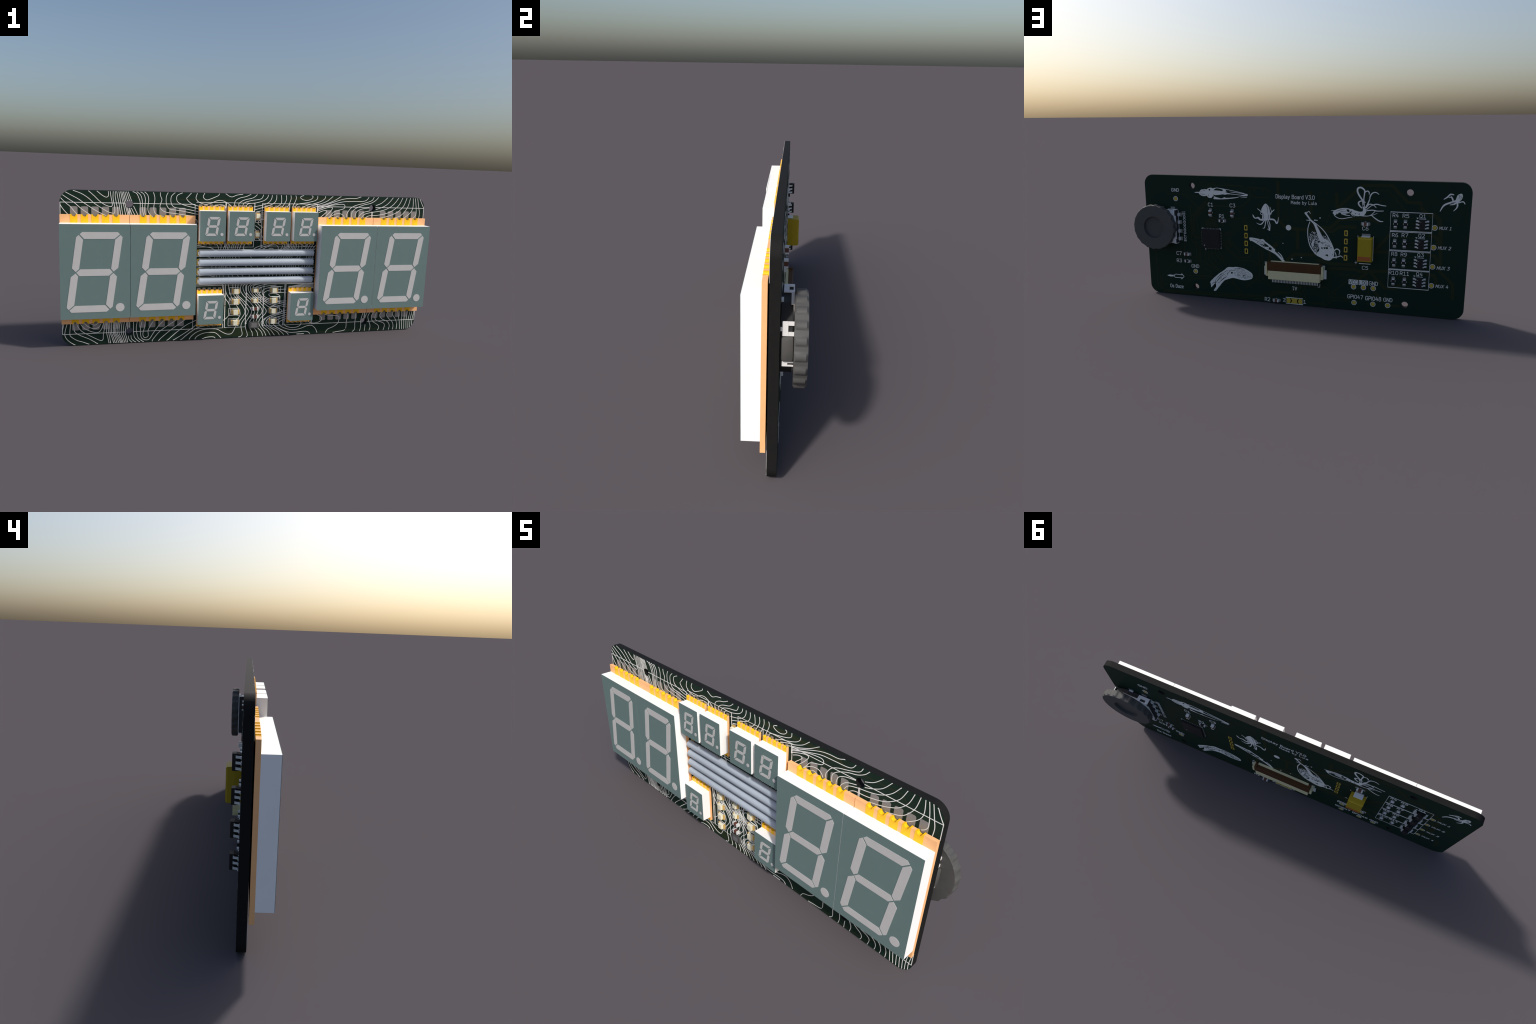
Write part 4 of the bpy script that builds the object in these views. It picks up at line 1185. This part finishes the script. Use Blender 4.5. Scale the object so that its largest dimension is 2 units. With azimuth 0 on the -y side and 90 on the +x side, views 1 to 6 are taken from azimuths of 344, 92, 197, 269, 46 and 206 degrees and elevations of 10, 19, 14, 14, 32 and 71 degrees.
def lamp(kit, x, z, upright=False):
    o = place("indicator_lamp", kit[0], None, (x, -HALF - .0006, z))
    place("lens", kit[1], o)
    if upright:
        o.rotation_euler = (0, math.radians(90), 0)
    l = kit[3]
    for s in (-1, 1):
        p = place("solder_pad", kit[2], board, (x, 0, z + s * l) if upright else (x + s * l, 0, z))
        if upright:
            p.rotation_euler = (0, math.radians(90), 0)

lamp_large = lamp_kit(.0405, .0255, .0185) + (.0205,)
lamp_small = lamp_kit(.0335, .0190, .0160) + (.0175,)
for z in (.2555, .1986, .1420, .0848):
    lamp(lamp_large, -.1330, z)
    lamp(lamp_large, .0760, z)
for z in (.2570, .2000):
    lamp(lamp_small, -.0285, z)
for z in (.6500, .5545):
    lamp(lamp_small, -.0290, z, True)

def chip_kit(name, length, width, tall, end, mid_mat, inset=.0004):
    """Two-ended part with tinned ends, built standing on the back face (towards +y)."""
    bm = bmesh.new()
    add_box(bm, -length / 2 + end * .9, length / 2 - end * .9, .0003, tall - inset, -width / 2 + inset, width / 2 - inset, 0)
    for s in (-1, 1):
        x = sorted((s * length / 2, s * (length / 2 - end)))
        add_box(bm, x[0], x[1], .0001, tall, -width / 2, width / 2, 1)
    return mesh_from(bm, name, [M[mid_mat], M["tin"]])

resistor = chip_kit("resistor", .0310, .0155, .0088, .0060, "black")
capacitor = chip_kit("capacitor", .0310, .0158, .0155, .0072, "brown")
passive_pad = pad_mesh("solder_pad", .0155, .0190, BACK, r=.004)
ticks = Print(BACK, .0007)

def passive(mesh, name, x, z, upright, side=BACK):
    o = place(name, mesh, None, (x, side * (HALF + .0005), z))
    o.rotation_euler = (0, math.radians(90) if upright else 0, 0 if side == BACK else math.radians(180))
    if side == FRONT:
        me = pad_front
    else:
        me = passive_pad
        for s in (-1, 1):
            a = ((x + s * .0112, z - .005), (x + s * .0112, z + .005)) if upright else ((x - .005, z + s * .0112), (x + .005, z + s * .0112))
            ticks.ribbon(list(a), .0024)
    for s in (-1, 1):
        p = place("solder_pad", me, board, (x, 0, z + s * .0185) if upright else (x + s * .0185, 0, z))
        if upright:
            p.rotation_euler = (0, math.radians(90), 0)

pad_front = pad_mesh("solder_pad", .0155, .0190, FRONT, r=.004)
for x, z in ((-.6075, .5260), (-.6615, .5265), (-.6080, .4160), (-.6615, .4165), (-.6085, .3065), (-.6615, .3070), (-.6090, .1965), (-.6710, .1965)):
    passive(resistor, "resistor", x, z, True)
for x, z in ((.4300, .4945), (.6740, .2240)):
    passive(resistor, "resistor", x, z, False)
for x, z in ((.5045, .5420), (.3620, .5430)):
    passive(capacitor, "capacitor", x, z, True)
for x, z in ((.6740, .2705), (-.4425, .5185), (.0870, .0180)):
    passive(capacitor, "capacitor", x, z, False)
for x, z in ((-.0245, .1560), (-.0240, .1130)):
    passive(capacitor, "capacitor", x, z, False, FRONT)
ticks.finish("printed_ticks", M["silk"], board, "stuff")

# grey sensor chip at the foot of the lamp field
bm = bmesh.new()
add_box(bm, -.026, .026, -.0105, -.0004, -.0175, .0175, 0, .0006)
sensor = place("sensor_chip", mesh_from(bm, "sensor_chip", M["greychip"]), None, (-.0285, -HALF, .0665))
place("chip_window", box_mesh("chip_window", M["greypad"], (-.015, .015), (-.0112, -.0100), (-.0120, .0120)), sensor)
side_lead = box_mesh("chip_lead", M["solder"], (-.002, .002), (-.0016, -.0002), (-.0020, .0020))
for k in range(4):
    for s in (-1, 1):
        place("chip_lead", side_lead, sensor, (s * .0275, 0, -.0115 + .0077 * k))
pin1 = Print(FRONT, .0007)
pin1.area(circle(-.0730, .0760, .0048, 14))
pin1.finish("printed_mark", M["silk"], board)

# ------------------------------------------------------------------ chips on the back
bm = bmesh.new()
add_box(bm, -.0595, .0595, .0003, .0140, -.0590, .0590, 0, .0008)
micro = place("microcontroller", mesh_from(bm, "microcontroller", M["black"]), None, (.5040, HALF, .3790))
place("chip_mark", prism_mesh("chip_mark", M["dot"], circle(.0435, -.0415, .0042, 16), .0136, .0144), micro)
foot_h = box_mesh("chip_lead", M["solder"], (-.0022, .0022), (.0002, .0016), (-.0045, .0045))
foot_v = box_mesh("chip_lead", M["solder"], (-.0045, .0045), (.0002, .0016), (-.0022, .0022))
for k in range(10):
    d = -.0440 + .0098 * k
    for s in (-1, 1):
        place("chip_lead", foot_h, micro, (d, 0, s * .0610))
        place("chip_lead", foot_v, micro, (s * .0625, 0, d))

def gull_leg():
    bm = bmesh.new()
    path = [(.0145, .0185), (.0205, .0185), (.0245, .0040), (.0335, .0030)]
    for (x0, y0), (x1, y1) in zip(path, path[1:]):
        t = .0016
        q = [(x0, y0 - t), (x1, y1 - t), (x1, y1 + t), (x0, y0 + t)]
        a = [bm.verts.new((x, y, -.0042)) for x, y in q]
        b = [bm.verts.new((x, y, .0042)) for x, y in q]
        bm.faces.new(a)
        bm.faces.new(b[::-1])
        for k in range(4):
            bm.faces.new((a[k], b[k], b[(k + 1) % 4], a[(k + 1) % 4]))
    return mesh_from(bm, "leg", M["tin"])
leg = gull_leg()
bm = bmesh.new()
for y0, y1, s0, s1 in ((.0040, .0175, .90, 1.0), (.0175, .0310, 1.0, .88)):
    a = [bm.verts.new((x * s0, y0, z * s0)) for x, z in ((-.0155, -.0277), (.0155, -.0277), (.0155, .0277), (-.0155, .0277))]
    b = [bm.verts.new((x * s1, y1, z * (.97 if s1 < 1 else 1))) for x, z in ((-.0155, -.0277), (.0155, -.0277), (.0155, .0277), (-.0155, .0277))]
    bm.faces.new(a)
    bm.faces.new(b[::-1])
    for k in range(4):
        bm.faces.new((a[k], b[k], b[(k + 1) % 4], a[(k + 1) % 4]))
transistor = mesh_from(bm, "transistor", M["black"])
tr_dot = prism_mesh("chip_mark", M["dot"], circle(.0080, .0180, .0022, 12), .0308, .0314)
leg_pad = pad_mesh("solder_pad", .0150, .0115, BACK, r=.003)
for i in range(4):
    cz = .5300 - .1095 * i
    tr = place("transistor", transistor, None, (-.7525, HALF, cz))
    place("chip_mark", tr_dot, tr)
    for k in (-1, 0, 1):
        for s in (0, 1):
            l = place("leg", leg, tr, (0, 0, k * .0183))
            l.scale = (1 if s else -1, 1, 1)
        pads(leg_pad, (-.7525 - .0290, cz + k * .0183), (-.7525 + .0290, cz + k * .0183))

# tantalum capacitor
def loft(rings, name, mats):
    bm = bmesh.new()
    vs = [[bm.verts.new(p) for p in r] for r in rings]
    bm.faces.new(vs[0])
    bm.faces.new(vs[-1][::-1])
    for a, b in zip(vs, vs[1:]):
        for k in range(len(a)):
            bm.faces.new((a[k], b[k], b[(k + 1) % len(a)], a[(k + 1) % len(a)]))
    return mesh_from(bm, name, mats)
def rect_ring(hx, hz, y, dz=0):
    return [(-hx, y, -hz + dz), (hx, y, -hz + dz), (hx, y, hz + dz), (-hx, y, hz + dz)]
tant = place("tantalum_capacitor", loft([rect_ring(.0400, .0670, .0030), rect_ring(.0412, .0690, .0280), rect_ring(.0398, .0680, .0530), rect_ring(.0370, .0630, .0588)],
             "tantalum_capacitor", M["tantalum"]), None, (-.4485, HALF, .3775))
place("polarity_band", box_mesh("polarity_band", M["band"], (-.0345, .0370), (.0580, .0594), (-.0590, -.0365)), tant)
for s in (1, -1):
    bm = bmesh.new()
    z = sorted((s * .0690, s * .0725))
    add_box(bm, -.0245, .0245, .0006, .0280, z[0], z[1], 0, .0006)
    z = sorted((s * .0690, s * (.0840 if s > 0 else .0745)))
    add_box(bm, -.0245, .0245, .0004, .0022, z[0], z[1], 1)
    place("capacitor_terminal", mesh_from(bm, "capacitor_terminal", [M["tin"], M["solder"]]), tant)

# ribbon-cable connector
bm = bmesh.new()
add_box(bm, -.1765, .1765, .0010, .0265, -.0350, .0300, 0, .0006)
add_box(bm, -.1585, .1585, .0012, .0372, -.0515, .0010, 0, .0008)
add_box(bm, -.1500, .1500, .0014, .0140, .0290, .0560, 0, .0006)
for s in (-1, 1):
    x = sorted((s * .1772, s * .1655))
    add_box(bm, x[0], x[1], .0012, .0340, -.0140, .0440, 0, .0008)
conn = place("ribbon_connector", mesh_from(bm, "ribbon_connector", M["cream"]), None, (-.0310, HALF, .2110))
bm = bmesh.new()
add_box(bm, -.1645, .1645, .0150, .0366, .0020, .0500, 0, .0012)
add_box(bm, -.1640, .1640, .0150, .0340, .0490, .0530, 0, .0008)
for s in (-1, 1):
    x = sorted((s * .1640, s * .1505))
    add_box(bm, x[0], x[1], .0060, .0350, .0465, .0580, 0, .0006)
place("connector_latch", mesh_from(bm, "connector_latch", M["latch"]), conn)
pin = box_mesh("connector_pin", M["tin"], (-.0024, .0024), (.0004, .0048), (-.0790, -.0500))
for k in range(30):
    place("connector_pin", pin, conn, (-.1380 + .00965 * k, 0, 0))
anchor = box_mesh("connector_anchor", M["tin"], (-.0090, .0090), (.0004, .0060), (-.0280, .0260))
for s in (-1, 1):
    place("connector_anchor", anchor, conn, (s * .1830, 0, -.0060))

# ------------------------------------------------------------------ scroll wheel on its encoder
bm = bmesh.new()
add_prism(bm, [(.7245, .3465), (.880, .3465), (.9285, .395), (.9285, .520), (.850, .5500), (.7245, .5500)], HALF + .0015, .0490)
encoder = place("rotary_encoder", mesh_from(bm, "rotary_encoder", M["encoder"]), None)
bm = bmesh.new()
add_prism(bm, [(.7235, .3720), (.7290, .3720), (.7290, .3455), (.870, .3455), (.870, .5520), (.7320, .5520), (.7320, .5180), (.7235, .5180)], .0498, .0536)
def arm(bm, x0, x1, z0, z1, y0=.0215, y1=.0536, window=True, along='x'):
    """Bent-down tab of the metal cover with a square window."""
    yw = .0375                      # the window runs from here up to a thin top rail
    if along == 'x':
        a = (x1 - x0) * .27
        add_box(bm, x0, x1, y0, yw, z0, z1)
        add_box(bm, x0, x0 + a, yw + .0002, y1, z0, z1)
        add_box(bm, x1 - a, x1, yw + .0002, y1, z0, z1)
    else:
        a = (z1 - z0) * .27
        add_box(bm, x0, x1, y0, yw, z0, z1)
        add_box(bm, x0, x1, yw + .0002, y1, z0, z0 + a)
        add_box(bm, x0, x1, yw + .0002, y1, z1 - a, z1)
arm(bm, .7225, .7850, .5524, .5552, y1=.0534)
arm(bm, .7225, .7850, .3418, .3450, y1=.0534)
arm(bm, .9295, .9325, .4880, .5310, y1=.0534, along='z')
arm(bm, .9295, .9325, .3950, .4100, y1=.0534, along='z')
add_box(bm, .7205, .7222, .0165, .0200, .3500, .5480)
add_box(bm, .7856, .8690, .0440, .0534, .5524, .5548)
add_box(bm, .9297, .9322, .0160, .0212, .5020, .5140)
cover = place("encoder_cover", mesh_from(bm, "encoder_cover", M["steel"]), encoder)
bm = bmesh.new()
add_box(bm, .9200, .9425, .0195, .0535, .4140, .4860, 0, .006)
place("encoder_hub", mesh_from(bm, "encoder_hub", M["wheel"], 40), encoder)
lead_mesh = box_mesh("encoder_lead", M["tin"], (-.0060, .0120), (HALF + .0006, HALF + .0110), (-.0095, .0095))
enc_pad = pad_mesh("solder_pad", .0290, .0240, BACK, r=.002)
for z in (.5205, .4733, .4170, .3685):
    place("encoder_lead", lead_mesh, encoder, (.7190, 0, z))
    pads(enc_pad, (.7150, z))
pads(enc_pad, (.7590, .5560), (.8350, .5560))
tab = box_mesh("encoder_lead", M["tin"], (-.011, .011), (HALF + .0006, HALF + .0075), (.5480, .5560))
for x in (.8350,):
    place("encoder_lead", tab, encoder, (x, 0, 0))

def wheel_mesh(cx, cz, y0, y1, r, lobes=20):
    bm = bmesh.new()
    n = lobes * 12
    def radius(a, extra):
        t = (a * lobes / (2 * math.pi)) % 1.0
        lobe = max(0.0, math.sin(math.pi * min(1.0, t / .62))) ** .6 if t < .62 else 0.0
        return r - .0058 * (1 - lobe) - extra
    dish = .0670
    rings = []
    prof = [(y0, 'c', 0), (y0, 'o', .0060), (y0 + .0040, 'o', 0), (y1 - .0055, 'o', 0), (y1, 'o', .0065), (y1, 'd', dish + .0012), (y1 - .0012, 'd', dish), (y1 - .0155, 'd', dish - .0005), (y1 - .0155, 'd', .035), (y1 - .0155, 'c', 0)]
    for y, kind, v in prof:
        if kind == 'c':
            rings.append([bm.verts.new((cx, y, cz))])
            continue
        ring = []
        for k in range(n):
            a = 2 * math.pi * k / n
            rr = v if kind == 'd' else radius(a, v) if v < .003 else min(radius(a, 0), r - v)
            ring.append(bm.verts.new((cx + rr * math.cos(a), y, cz + rr * math.sin(a))))
        rings.append(ring)
    for a, b in zip(rings, rings[1:]):
        for k in range(n):
            j = (k + 1) % n
            if len(a) == 1:
                bm.faces.new((a[0], b[k], b[j]))
            elif len(b) == 1:
                bm.faces.new((a[k], a[j], b[0]))
            else:
                bm.faces.new((a[k], a[j], b[j], b[k]))
    return mesh_from(bm, "scroll_wheel", M["wheel"], 28)
place("scroll_wheel", wheel_mesh(.8587, .4455, .0538, .0915, .1413))
